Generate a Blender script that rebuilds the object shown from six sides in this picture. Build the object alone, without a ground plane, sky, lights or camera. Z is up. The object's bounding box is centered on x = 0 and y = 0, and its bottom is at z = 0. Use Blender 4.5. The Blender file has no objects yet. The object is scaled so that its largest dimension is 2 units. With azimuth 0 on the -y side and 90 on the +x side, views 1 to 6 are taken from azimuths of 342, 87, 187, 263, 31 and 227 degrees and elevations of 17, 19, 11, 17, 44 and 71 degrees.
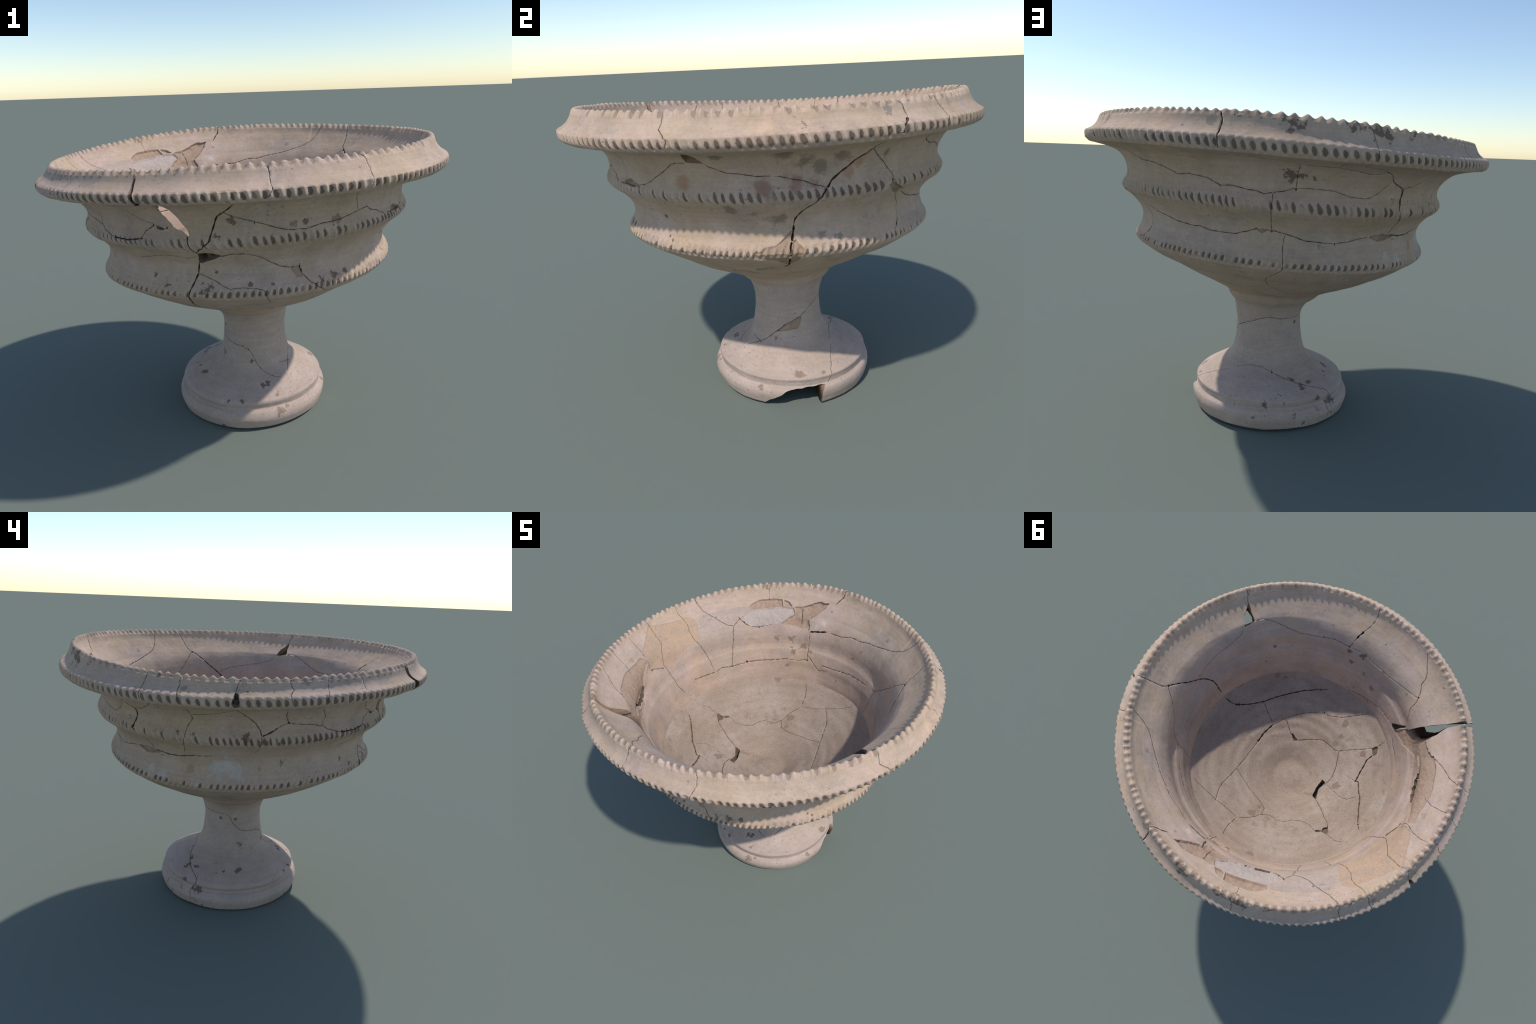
# ---------------------------------------------------------------- surface
import math
import numpy as np

TAU = 2 * math.pi

# How far each height of the vessel leans and how it is out of round, one row per
# level: foot, stem, lower ridge, upper ridge, flange underside, flange edge, lip, inside.
#        tilt x   tilt y    r2c     r2s     z2c     z2s     r3c     r3s     z3c    z3s
LEVELS = np.array([
    [0.0040, 0.0000, -0.002, 0.001, -0.004, -0.001, 0.000, 0.000, 0.000, 0.000],
    [0.0000, 0.0000, 0.000, 0.000, 0.000, 0.000, 0.000, 0.000, 0.000, 0.000],
    [0.0370, -0.0080, 0.000, 0.000, -0.0035, 0.0085, 0.000, 0.000, 0.000, -0.002],
    [0.0365, -0.0090, 0.000, -0.003, -0.0070, 0.0064, 0.000, 0.000, -0.0015, 0.001],
    [0.0353, -0.0051, 0.003, -0.010, -0.0066, 0.0103, 0.002, 0.001, 0.000, -0.001],
    [0.0363, -0.0023, 0.003, -0.010, -0.0075, 0.0097, 0.002, 0.001, 0.000, -0.0015],
    [0.0416, 0.0014, 0.005, -0.011, -0.0148, 0.0053, 0.006, 0.000, 0.0015, -0.0044],
    [0.0380, -0.0070, 0.000, 0.000, 0.0000, 0.0000, 0.000, 0.000, 0.000, 0.000]])

# Profile of the pot, walked from the hollow under the foot, up the outside, over
# the lip and down the inside: radius, height, axis x, axis y, level.
PROFILE = np.array([
    [0.000, 0.170, .037, .060, 0], [0.120, 0.163, .037, .060, 0], [0.250, 0.130, .037, .060, 0],
    [0.330, 0.085, .037, .060, 0], [0.365, 0.030, .037, .060, 0], [0.378, 0.010, .036, .060, 0],
    [0.392, 0.004, .033, .060, 0], [0.405, 0.010, .033, .060, 0],     [0.415, 0.034, .033, .059, 0],
    [0.422, 0.064, .034, .059, 0], [0.418, 0.086, .038, .060, 0], [0.411, 0.100, .039, .062, 0],
    [0.398, 0.108, .039, .062, 0], [0.3925, 0.113, .039, .062, 0], [0.3935, 0.119, .039, .062, 0],
    [0.3965, 0.131, .036, .062, 0], [0.3985, 0.142, .036, .062, 0], [0.397, 0.151, .039, .062, 0],
    [0.384, 0.160, .039, .062, 0], [0.349, 0.179, .041, .061, 0], [0.306, 0.199, .043, .057, 0],
    [0.266, 0.220, .046, .053, .3], [0.232, 0.241, .049, .050, .6], [0.208, 0.262, .052, .047, .8],
    [0.194, 0.288, .053, .045, .9],
[0.184, 0.325, .053, .043, 1],
    [0.177, 0.370, .053, .043, 1], [0.172, 0.420, .054, .043, 1], [0.171, 0.460, .055, .043, 1],
    [0.176, 0.500, .056, .044, 1], [0.186, 0.535, .051, .044, 1.03], [0.200, 0.563, .043, .044, 1.12],
    [0.232, 0.592, .034, .041, 1.25], [0.258, 0.622, .027, .032, 1.4], [0.330, 0.660, .019, .018, 1.5],
    [0.422, 0.703, .014, .010, 1.7], [0.500, 0.740, .013, .010, 1.9], [0.566, 0.778, .014, .012, 2],
    [0.640, 0.819, .017, .019, 2], [0.700, 0.858, .020, .014, 2], [0.730, 0.879, .019, .012, 2],
    [0.745, 0.898, .017, .011, 2], [0.739, 0.918, .016, .011, 2], [0.724, 0.938, .015, .012, 2.05],
    [0.713, 0.968, .015, .012, 2.2], [0.709, 1.000, .016, .010, 2.35], [0.717, 1.035, .017, .008, 2.5],
    [0.738, 1.066, .018, .006, 2.7], [0.772, 1.100, .018, .006, 2.9], [0.802, 1.121, .017, .006, 3],
    [0.814, 1.143, .015, .004, 3], [0.808, 1.163, .013, .003, 3], [0.796, 1.185, .012, .002, 3],
    [0.793, 1.212, .011, .001, 3.1], [0.800, 1.242, .008, .001, 3.0], [0.816, 1.270, .004, .001, 3.1],
    [0.843, 1.298, .001, .002, 3.4], [0.890, 1.317, .001, .002, 3.7], [0.945, 1.329, .001, .002, 4],
    [0.981, 1.338, .000, -.001, 4], [0.993, 1.351, .000, -.002, 4.3], [0.996, 1.368, .000, -.003, 4.7],
    [0.994, 1.382, .000, -.004, 5], [0.978, 1.391, .000, -.004, 5.1], [0.962, 1.402, -.001, -.004, 5.3],
    [0.946, 1.420, -.002, -.003, 5.6], [0.936, 1.440, -.003, -.002, 5.8], [0.931, 1.455, -.003, -.002, 6],
        [0.924, 1.466, -.003, -.002, 6], [0.915, 1.4695, -.003, -.002, 6], [0.907, 1.466, -.003, -.002, 6],
    [0.901, 1.457, -.003, -.002, 6], [0.897, 1.443, -.003, -.002, 6], [0.885, 1.420, -.002, -.002, 6.1],
    [0.868, 1.400, -.001, -.002, 6.2], [0.830, 1.365, .003, .001, 6.5], [0.791, 1.336, .008, .003, 6.85],
    [0.777, 1.325, .010, .004, 7], [0.759, 1.305, .010, .004, 7], [0.745, 1.285, .010, .004, 7],
    [0.734, 1.264, .010, .004, 7], [0.725, 1.244, .010, .004, 7], [0.717, 1.220, .010, .004, 7],
    [0.712, 1.194, .010, .004, 7], [0.709, 1.168, .010, .004, 7], [0.705, 1.149, .010, .004, 7],
    [0.697, 1.131, .010, .004, 7], [0.687, 1.117, .010, .004, 7], [0.679, 1.097, .010, .004, 7],
    [0.668, 1.066, .010, .004, 7], [0.660, 1.040, .010, .004, 7], [0.654, 1.010, .012, .005, 7],
    [0.645, 0.975, .013, .006, 7], [0.636, 0.945, .014, .007, 7], [0.630, 0.915, .015, .007, 7],
    [0.622, 0.890, .015, .007, 7]])
CHORD = np.hypot(*np.diff(PROFILE[:, :2], axis=0).T)
S_KNOT = np.concatenate([[0], np.cumsum(CHORD)])
S_END = S_KNOT[-1]
# tangents of a Catmull-Rom curve through the knots, tempered so that it never overshoots
_sl = np.diff(PROFILE, axis=0) / CHORD[:, None]
_tan = np.zeros_like(PROFILE)
_tan[1:-1] = (_sl[:-1] * CHORD[1:, None] + _sl[1:] * CHORD[:-1, None]) / (CHORD[1:] + CHORD[:-1])[:, None]
_tan[0], _tan[-1] = _sl[0], _sl[-1]


def profile(s):
    i = np.clip(np.searchsorted(S_KNOT, s, side="right") - 1, 0, len(CHORD) - 1)
    h = CHORD[i]
    t = ((s - S_KNOT[i]) / h)[..., None]
    h = h[..., None]
    return ((2 * t**3 - 3 * t**2 + 1) * PROFILE[i] + (t**3 - 2 * t**2 + t) * h * _tan[i]
            + (3 * t**2 - 2 * t**3) * PROFILE[i + 1] + (t**3 - t**2) * h * _tan[i + 1])


def level_at(lv):
    i = np.clip(lv.astype(int), 0, len(LEVELS) - 2)
    f = np.clip(lv - i, 0, 1)[..., None]
    return LEVELS[i] * (1 - f) + LEVELS[i + 1] * f


# places where the inner skin has come away and left a hollow: angle, height, depth, reach in angle and height
HOLLOWS = [(170, 1.310, .050, 13, .055), (173, 1.220, .022, 10, .040), (148, 1.330, .018, 12, .045), (189, 1.255, .024, 10, .040),
           (205, 1.205, .024, 14, .035), (101, 1.285, .014, 6, .040), (114, 1.385, .006, 12, .030), (325, 1.290, .014, 16, .035)]


def point(theta, s):
    """The smooth vessel wall, before notches, cracks and chips."""
    q = profile(s)
    L = level_at(q[..., 4])
    c1, s1, c2, s2, c3, s3 = (f(k * theta) for k in (1, 2, 3) for f in (np.cos, np.sin))
    near = np.clip(q[..., 0] / 0.3, 0, 1)
    r = q[..., 0] + near * (L[..., 2] * c2 + L[..., 3] * s2 + L[..., 6] * c3 + L[..., 7] * s3)
    inside = np.clip((s - S_LIP) / .05, 0, 1)
    for a, h, deep, wa, wh in HOLLOWS:
        da = (np.degrees(theta) - a + 180) % 360 - 180
        r = r + inside * deep * np.exp(-(da / wa)**2 - ((q[..., 1] - h) / wh)**2)
    x = q[..., 2] + r * c1
    y = q[..., 3] + r * s1
    z = q[..., 1] + L[..., 0] * r * c1 + L[..., 1] * r * s1 + near * (L[..., 4] * c2 + L[..., 5] * s2 + L[..., 8] * c3 + L[..., 9] * s3)
    return np.stack([x, y, np.maximum(z, 0)], -1)


def s_of(r, z):
    """Arc length of the profile knot nearest to a radius and height (inside or outside decided by them)."""
    s = np.linspace(0, S_END, 6000)
    q = profile(s)
    return s[np.hypot(q[:, 0] - r, q[:, 1] - z).argmin()]


S_LIP = s_of(.915, 1.4695)
FLOOR_AXIS = (0.015, 0.006)


def floor_height(x, y):
    d2 = (x - FLOOR_AXIS[0])**2 + (y - FLOOR_AXIS[1])**2
    dish = 0.655 + 0.52 * (np.sqrt(d2 + 0.04) - 0.2) - 0.020 * np.exp(-((np.sqrt(d2) - 0.11) / 0.06)**2)
    return dish + 0.038 * x - 0.014 * y
# ---------------------------------------------------------------- noise
def _hash(ix, iy, iz, seed):
    h = (ix * 374761393 + iy * 668265263 + iz * 2147483647 + seed * 974634777) & 0xFFFFFFFF
    h = ((h ^ (h >> 13)) * 1274126177) & 0xFFFFFFFF
    return ((h ^ (h >> 16)) & 0xFFFF) / 32767.5 - 1.0


def noise(p, freq, seed=0):
    q = p * freq + 100.0
    i = np.floor(q).astype(np.int64)
    f = q - i
    f = f * f * (3 - 2 * f)
    out = 0
    for dx in (0, 1):
        for dy in (0, 1):
            for dz in (0, 1):
                w = (f[..., 0] if dx else 1 - f[..., 0]) * (f[..., 1] if dy else 1 - f[..., 1]) * (f[..., 2] if dz else 1 - f[..., 2])
                out = out + w * _hash(i[..., 0] + dx, i[..., 1] + dy, i[..., 2] + dz, seed)
    return out


# ---------------------------------------------------------------- finger-pressed bands
# name: count of presses, wobble of their spacing (amplitude, frequency, offset),
# axis, middle and half height of the band, depth, slant
BANDS = {
    "flange": dict(n=166, wob=[(2.2, 3, .4), (1.3, 7, 2.0), (.5, 17, 1.1), (.28, 53, .3)], axis=(0, -.003), s=(s_of(.972, 1.3345), s_of(.985, 1.387)), depth=.0135, slant=6),
    "lip": dict(n=138, wob=[(2.0, 4, 1.4), (1.1, 9, .6), (.45, 19, 2.1), (.3, 47, .9)], axis=(-.003, -.002), s=(s_of(.934, 1.447), s_of(.898, 1.445)), depth=.0135, slant=0),
    "upper": dict(n=160, wob=[(2.4, 3, 2.4), (1.2, 8, .2), (.5, 21, 1.7), (.3, 61, .5)], axis=(.015, .004), s=(s_of(.780, 1.104), s_of(.803, 1.174)), depth=.0110, slant=8),
    "lower": dict(n=148, wob=[(2.1, 4, .9), (1.2, 6, 1.5), (.5, 18, .7), (.3, 57, 2.2)], axis=(.017, .011), s=(s_of(.728, .877), s_of(.731, .930)), depth=.0115, slant=-6)}


def press_phase(band, th):
    ph = band["n"] * th
    for a, k, o in band["wob"]:
        ph = ph + a * np.sin(k * th + o)
    return ph


def press_depth(name, th, s):
    b = BANDS[name]
    s0, s1 = b["s"]
    u = (s - (s0 + s1) / 2) / ((s1 - s0) / 2)
    win = np.clip(1 - u * u, 0, 1)**0.6
    ph = press_phase(b, th) + b["slant"] * 6 * (s - (s0 + s1) / 2)
    hollow = np.abs(np.sin(ph / 2))
    if name == "lip":
        hollow = 0.25 * hollow + 0.75 * (0.5 - 0.5 * np.cos(ph))
    else:
        hollow = 0.6 * hollow + 0.4 * (0.5 - 0.5 * np.cos(ph))
    vary = 0.78 + 0.22 * np.sin(5 * th + b["n"]) * np.sin(11 * th + 1.3) + 0.20 * np.sin(37 * th + .7) * np.sin(23 * th)
    return -b["depth"] * win * hollow * np.clip(vary, .25, 1.2)


# ---------------------------------------------------------------- breaks
BREAKS = []


def crack(where, name, half_mm, deep_mm, path):
    BREAKS.append(("crack", where, name, half_mm / 1000, deep_mm / 1000, np.array(path, float)))


def recess(where, name, stuff, deep_mm, outline):
    BREAKS.append(("recess", where, name, stuff, deep_mm / 1000, np.array(outline, float)))


def hole(where, name, outline):
    BREAKS.append(("hole", where, name, "clay", 0, np.array(outline, float)))

# control points of the breaks, as angle (degrees) and distance along the profile (metres),
# or x and y on the floor
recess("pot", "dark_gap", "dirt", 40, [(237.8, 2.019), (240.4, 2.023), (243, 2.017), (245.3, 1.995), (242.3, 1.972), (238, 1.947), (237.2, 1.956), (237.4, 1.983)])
crack("pot", "front_a", 1.2, 10, [(207.6, 2.268), (212.7, 2.273), (216.3, 2.266), (218.3, 2.25), (219.9, 2.227), (221.1, 2.202), (223.1, 2.189), (225.8, 2.177)])
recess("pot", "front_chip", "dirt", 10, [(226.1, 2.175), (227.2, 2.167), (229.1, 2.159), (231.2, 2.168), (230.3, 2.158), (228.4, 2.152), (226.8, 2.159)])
crack("pot", "front_b", 1.8, 14, [(201.8, 2.151), (203.4, 2.133), (207.2, 2.115), (209.5, 2.108)])
crack("pot", "front_c", 2.6, 16, [(209.5, 2.108), (212.9, 2.105), (215.9, 2.105), (218.6, 2.11), (221.2, 2.116)])
crack("pot", "front_d", 2, 14, [(221.2, 2.116), (221.6, 2.131), (222.5, 2.147), (224.4, 2.159), (226, 2.172)])
crack("pot", "front_f", 3, 20, [(236.5, 2.126), (236.6, 2.103), (236.7, 2.07), (237, 2.042), (237.9, 2.029)])
crack("pot", "front_g", 3, 16, [(251, 2.278), (249.4, 2.245), (247.7, 2.227), (245.8, 2.209), (244.7, 2.178), (243.7, 2.148), (242.9, 2.11), (241.7, 2.088), (239.6, 2.057), (237.8, 2.029)])
crack("pot", "front_h", 1.8, 12, [(247.7, 2.227), (249.6, 2.205), (253.3, 2.185), (255.6, 2.175)])
crack("pot", "front_i", 1.9, 12, [(255.7, 2.174), (258.3, 2.161), (261.4, 2.145), (264.1, 2.133), (267.3, 2.126), (270.1, 2.123), (272.6, 2.13), (275.1, 2.136), (278.3, 2.138), (281.7, 2.14), (285.4, 2.15), (288.9, 2.161), (292.8, 2.168), (294.2, 2.152), (297.6, 2.142), (301.3, 2.115)])
crack("pot", "front_j", 1.2, 10, [(286.1, 2.266), (287, 2.232), (288.2, 2.193), (288.7, 2.163)])
crack("pot", "front_k", 1.2, 10, [(213.4, 1.958), (220.9, 1.982), (226.3, 1.998), (230.4, 1.995), (233.1, 1.982), (235.6, 1.986), (236.9, 1.998)])
crack("pot", "front_l", 3, 14, [(245, 1.993), (248.7, 2.008), (251.6, 2.003)])
crack("pot", "front_m", 1.8, 12, [(251.6, 2.003), (254.5, 1.989), (257.6, 1.964), (260.3, 1.938), (263.7, 1.915), (267.4, 1.901), (270.8, 1.905)])
crack("pot", "front_n", 2, 12, [(270.9, 1.905), (271.9, 1.877), (273.3, 1.847), (274.5, 1.827), (275.9, 1.816), (277.2, 1.792), (285.3, 1.717)])
recess("pot", "front_flake", "clay", 5, [(267.8, 1.899), (270.9, 1.904), (271.6, 1.882), (272.2, 1.857), (269.6, 1.86)])
crack("pot", "front_o", 3.2, 20, [(237.2, 1.956), (236.7, 1.919), (236.3, 1.893), (235.2, 1.861), (234.2, 1.832), (233.7, 1.815), (233.3, 1.785), (231, 1.677), (228.7, 1.554)])
crack("pot", "front_p", 1.5, 10, [(236.6, 1.898), (239.6, 1.882), (242.6, 1.866), (245.2, 1.845), (247.4, 1.832), (251.4, 1.836), (254.5, 1.832), (257.5, 1.825), (258.6, 1.814), (258.8, 1.784), (260.9, 1.692), (264.5, 1.644)])
crack("pot", "collar_a", 1.8, 12, [(259.1, 2.562), (259.4, 2.535), (259.3, 2.497), (259.4, 2.462), (259, 2.445), (258.4, 2.422)])
crack("pot", "collar_b", 1.5, 10, [(282.2, 2.57), (283, 2.546), (283.2, 2.512), (282.3, 2.477), (281.8, 2.446), (282, 2.431)])
crack("pot", "stem_a", 1.5, 10, [(228.6, 0.95), (241, 0.943), (247.6, 0.914), (253.8, 0.87), (259.7, 0.837), (268.4, 0.799), (276.6, 0.767), (284.3, 0.753)])
crack("pot", "collar_d", 1.8, 11, [(333.5, 2.563), (333.7, 2.549), (333.6, 2.53), (333.3, 2.504), (334.9, 2.475), (335.7, 2.45), (335.4, 2.419)])
crack("pot", "collar_e", 2, 14, [(25.5, 2.563), (25.7, 2.536), (25.9, 2.498)])
crack("pot", "collar_f", 4.5, 18, [(25.6, 2.493), (23.9, 2.461), (23.2, 2.426)])
crack("pot", "collar_g", 1.8, 11, [(36.6, 2.571), (37.6, 2.537), (38.7, 2.51), (37.6, 2.463), (37.4, 2.439)])
hole("pot", "wedge_hole", [(334.3, 2.31), (335.7, 2.3), (336.6, 2.269), (338.2, 2.232), (335.5, 2.233), (333.4, 2.236), (333.2, 2.257)])
crack("pot", "right_a", 1.5, 10, [(312.6, 2.119), (316.7, 2.129), (320.3, 2.156), (323.8, 2.182), (327.5, 2.214), (329.9, 2.228), (333, 2.233)])
recess("pot", "right_pit", "clay", 16, [(305.5, 2.114), (305.9, 2.13), (308.6, 2.139), (311.1, 2.13), (313.6, 2.128), (316.2, 2.131), (314.1, 2.115), (310.8, 2.11), (307.9, 2.114)])
crack("pot", "right_b", 2, 12, [(303.2, 2.118), (305.8, 2.114)])
crack("pot", "right_c", 2, 12, [(338.4, 2.231), (339.1, 2.217), (341.7, 2.2), (343.9, 2.19), (347.7, 2.184), (351.5, 2.175), (355.2, 2.173)])
crack("pot", "right_d", 2, 10, [(-3.5, 2.172), (0.2, 2.161), (4, 2.149), (7.1, 2.129), (9.8, 2.119)])
crack("pot", "right_e", 3.2, 25, [(23.9, 2.316), (23.4, 2.293), (22.5, 2.254), (21, 2.231), (18.5, 2.21), (16.1, 2.183), (14.2, 2.165), (11.6, 2.144), (10.1, 2.117), (8.7, 2.091), (7.4, 2.052), (5.7, 2.021), (3.8, 1.991), (1.9, 1.952), (1.1, 1.921)])
crack("pot", "right_f", 4, 30, [(361.1, 1.918), (360.8, 1.896), (360.3, 1.865), (359.7, 1.819), (359.4, 1.784), (358.8, 1.68), (357.2, 1.641)])
recess("pot", "right_under_chip", "clay", 8, [(345.6, 1.601), (350.9, 1.645), (356.9, 1.635), (352.5, 1.584), (346.5, 1.566)])
recess("pot", "right_under_chip_b", "clay", 6, [(333.4, 1.549), (341.2, 1.571), (345.8, 1.461), (340.5, 1.515), (333.7, 1.525)])
recess("pot", "right_spall_a", "clay", 6, [(360.6, 1.904), (358.1, 1.871), (355.3, 1.838), (351.5, 1.828), (351, 1.814), (348.1, 1.81), (347.7, 1.776), (355.2, 1.745), (358.1, 1.686), (359.3, 1.785), (360.1, 1.866)])
recess("pot", "right_spall_b", "clay", 6, [(1.4, 1.864), (2.4, 1.84), (3.7, 1.815), (3.6, 1.79), (2.1, 1.732), (-0.5, 1.686), (-0.3, 1.784), (0.4, 1.85)])
crack("pot", "right_g", 1.8, 12, [(22.5, 2.254), (25.5, 2.213), (28.9, 2.172), (31.2, 2.134), (31.2, 2.106), (32.8, 2.075), (37.9, 2.031)])
recess("pot", "right_chip", "clay", 12, [(31.6, 2.115), (32.8, 2.075), (36.5, 2.038), (36.7, 2), (31.1, 2.049), (29.4, 2.088), (30.4, 2.097)])
crack("pot", "right_h", 1.3, 9, [(36.6, 1.999), (41.1, 1.939), (41.7, 1.898), (41.4, 1.865), (40.1, 1.843)])
crack("pot", "right_i", 1.3, 9, [(41.3, 1.878), (40.6, 1.859), (37.9, 1.822), (35.8, 1.788)])
crack("pot", "stem_b", 2, 12, [(390.1, 1.007), (378, 0.979), (365.7, 0.964), (351, 0.94), (336.5, 0.902), (325.1, 0.87), (313.4, 0.834), (302.4, 0.798), (296.7, 0.771)])
recess("pot", "stem_chip", "clay", 5, [(15.2, 0.972), (20.2, 0.982), (15.1, 0.933), (11.3, 0.915), (-1.6, 0.908), (-17.1, 0.903), (-24.3, 0.899), (-9, 0.938)])
crack("pot", "foot_a", 1.3, 9, [(47.8, 0.774), (34.5, 0.716), (25.7, 0.651), (23.3, 0.603), (21.1, 0.572)])
crack("pot", "stem_scratch", 1.5, 7, [(291.2, 0.842), (303.9, 0.835), (312.5, 0.827)])
crack("pot", "collar_h", 2.6, 15, [(81.8, 2.562), (82.4, 2.534), (82.6, 2.505), (82.7, 2.459), (82.8, 2.435), (82.7, 2.41)])
crack("pot", "collar_i", 1.5, 11, [(115.8, 2.564), (116.1, 2.537), (116.6, 2.506), (116.4, 2.461), (116.7, 2.415)])
crack("pot", "back_a", 1.8, 12, [(39.9, 2.308), (43.6, 2.254), (48.2, 2.227), (53.4, 2.218), (57.8, 2.207), (61.7, 2.19), (64.7, 2.178), (69.1, 2.184), (75, 2.178), (77.2, 2.164), (79.4, 2.154), (83.2, 2.159), (86.9, 2.15), (90.2, 2.148), (92.4, 2.14), (94.5, 2.146), (98.2, 2.158), (101.2, 2.173)])
crack("pot", "back_b", 1.2, 10, [(84.1, 2.404), (85, 2.38), (86.4, 2.331), (90.5, 2.335), (94.9, 2.314), (100.4, 2.301)])
crack("pot", "back_c", 1.4, 10, [(100.6, 2.287), (106.5, 2.289), (110.7, 2.29), (115.6, 2.277), (120.4, 2.261), (123.2, 2.266), (125, 2.289)])
crack("pot", "back_d", 1.5, 10, [(100.8, 2.286), (100.8, 2.218), (101.2, 2.17)])
crack("pot", "back_e", 1.3, 9, [(101.2, 2.17), (104.6, 2.174), (108.2, 2.174), (112.4, 2.171), (115.2, 2.16), (117.6, 2.153), (121.7, 2.15), (124, 2.155), (126.2, 2.174), (128.2, 2.2), (129.3, 2.232)])
crack("pot", "back_f", 2.3, 14, [(129.3, 2.232), (132, 2.213), (135.5, 2.196)])
crack("pot", "back_g", 1.4, 10, [(135.5, 2.196), (139, 2.206), (143, 2.235), (145.2, 2.269), (147.5, 2.288)])
crack("pot", "back_h", 1.1, 8, [(110.7, 2.29), (110.9, 2.349), (116.1, 2.339), (115.6, 2.404)])
crack("pot", "back_i", 1.4, 9, [(116.3, 2.333), (120.8, 2.316), (125.3, 2.284), (127.9, 2.256), (129.4, 2.232)])
crack("pot", "back_j", 4, 22, [(136, 2.194), (136.1, 2.168), (135.5, 2.14), (134.8, 2.107), (135, 2.095)])
crack("pot", "back_k", 2.2, 14, [(135, 2.095), (138.4, 2.021), (138.8, 1.974), (138.7, 1.947)])
crack("pot", "back_l", 1.6, 11, [(94.7, 2.143), (94.7, 2.097), (94.8, 2.044), (94.8, 1.945)])
crack("pot", "back_m", 2.2, 12, [(38.4, 2.012), (43.7, 1.975), (49.2, 1.953), (57.6, 1.931), (64.1, 1.921), (69.6, 1.92), (73.7, 1.911), (78.8, 1.912), (82.9, 1.913), (86.9, 1.929), (90.2, 1.947), (93.3, 1.946), (95.2, 1.944), (99.5, 1.934), (102.4, 1.925), (106, 1.911), (111.2, 1.909), (116, 1.908)])
crack("pot", "back_n", 1.8, 11, [(116.1, 1.908), (120.9, 1.915), (125, 1.928), (128.9, 1.935)])
recess("pot", "back_chip", "clay", 12, [(128.9, 1.936), (131.1, 1.948), (135.2, 1.95), (139.7, 1.943), (142.5, 1.931), (137.2, 1.921), (133.8, 1.916), (131.5, 1.928)])
recess("pot", "back_chip_b", "clay", 6, [(89.6, 1.945), (91.8, 1.952), (93.6, 1.944), (93.3, 1.934), (91.7, 1.926), (90.5, 1.932)])
crack("pot", "back_o", 2.5, 13, [(139, 1.945), (146.3, 1.933), (150.7, 1.938), (157.3, 1.951)])
crack("pot", "back_p", 1.6, 11, [(99.5, 1.934), (98.7, 1.903), (98.4, 1.864), (98.8, 1.815), (98.7, 1.764), (96.5, 1.723), (93.4, 1.673), (92, 1.618), (92.3, 1.537), (96.4, 1.451), (104.7, 1.383)])
crack("pot", "stem_c", 1.8, 10, [(30.5, 1.011), (56.2, 1.044), (82.4, 1.077), (98.6, 1.09), (118.9, 1.077), (143, 1.074), (160.9, 1.074)])
crack("pot", "foot_b", 1.3, 9, [(55.3, 0.8), (71.9, 0.83), (88.7, 0.829), (102.3, 0.802)])
crack("pot", "foot_c", 2, 11, [(102.3, 0.802), (112.1, 0.768), (123.8, 0.728), (131.4, 0.701), (140.3, 0.67), (147.3, 0.64), (147.5, 0.609), (143.7, 0.577), (143.2, 0.544), (143.6, 0.512), (143.7, 0.482)])
crack("pot", "under_a", 1, 6, [(61.7, 1.62), (71.3, 1.565), (80.4, 1.543), (87.6, 1.516), (92.7, 1.53)])
crack("pot", "under_b", 1, 6, [(24.8, 1.223), (54.8, 1.253), (74.7, 1.268), (88.8, 1.268), (101.1, 1.36), (106.8, 1.403)])
crack("pot", "collar_k", 1.8, 12, [(149, 2.562), (148.3, 2.521), (148.3, 2.489), (148.4, 2.454), (148.8, 2.427)])
crack("pot", "collar_l", 2, 12, [(157.8, 2.561), (158.1, 2.533), (157.8, 2.498), (158.4, 2.457), (158.6, 2.42)])
crack("pot", "collar_m", 1.5, 11, [(173.2, 2.565), (172.3, 2.536), (171.9, 2.501)])
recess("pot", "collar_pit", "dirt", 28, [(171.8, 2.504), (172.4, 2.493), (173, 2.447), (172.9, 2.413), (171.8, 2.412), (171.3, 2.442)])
crack("pot", "collar_n", 1.8, 11, [(186, 2.568), (185.5, 2.544), (186.2, 2.515), (184.9, 2.474), (185.3, 2.424)])
crack("pot", "collar_o", 1.4, 9, [(196, 2.56), (195.7, 2.52), (194.6, 2.466), (194.5, 2.426)])
crack("pot", "collar_p", 1.4, 9, [(206.4, 2.565), (207.1, 2.529), (206.3, 2.47), (206.1, 2.422)])
crack("pot", "left_d", 1.8, 11, [(156.3, 2.262), (157.3, 2.242), (157.7, 2.216), (158.1, 2.191), (156.3, 2.152), (155.8, 2.116), (155.5, 2.071), (154.1, 2.001), (153.3, 1.964)])
crack("pot", "left_e", 1.2, 9, [(157.8, 2.213), (162.4, 2.219), (167.3, 2.238), (172.3, 2.269)])
crack("pot", "left_f", 2.2, 14, [(172.3, 2.269), (175.1, 2.223), (178.2, 2.181), (180, 2.146), (180.5, 2.107), (180.6, 2.064)])
crack("pot", "left_g", 1.2, 8, [(180.6, 2.064), (180, 2.016), (179.1, 1.993)])
crack("pot", "left_h", 3, 14, [(180.6, 2.122), (182.4, 2.13), (184.9, 2.148)])
crack("pot", "left_i", 1.5, 10, [(184.9, 2.148), (187, 2.169), (189, 2.177)])
crack("pot", "left_j", 1.7, 11, [(187.4, 2.261), (187.7, 2.221), (189, 2.177), (192.2, 2.169), (196.4, 2.164), (199.4, 2.157), (201.2, 2.149)])
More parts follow.
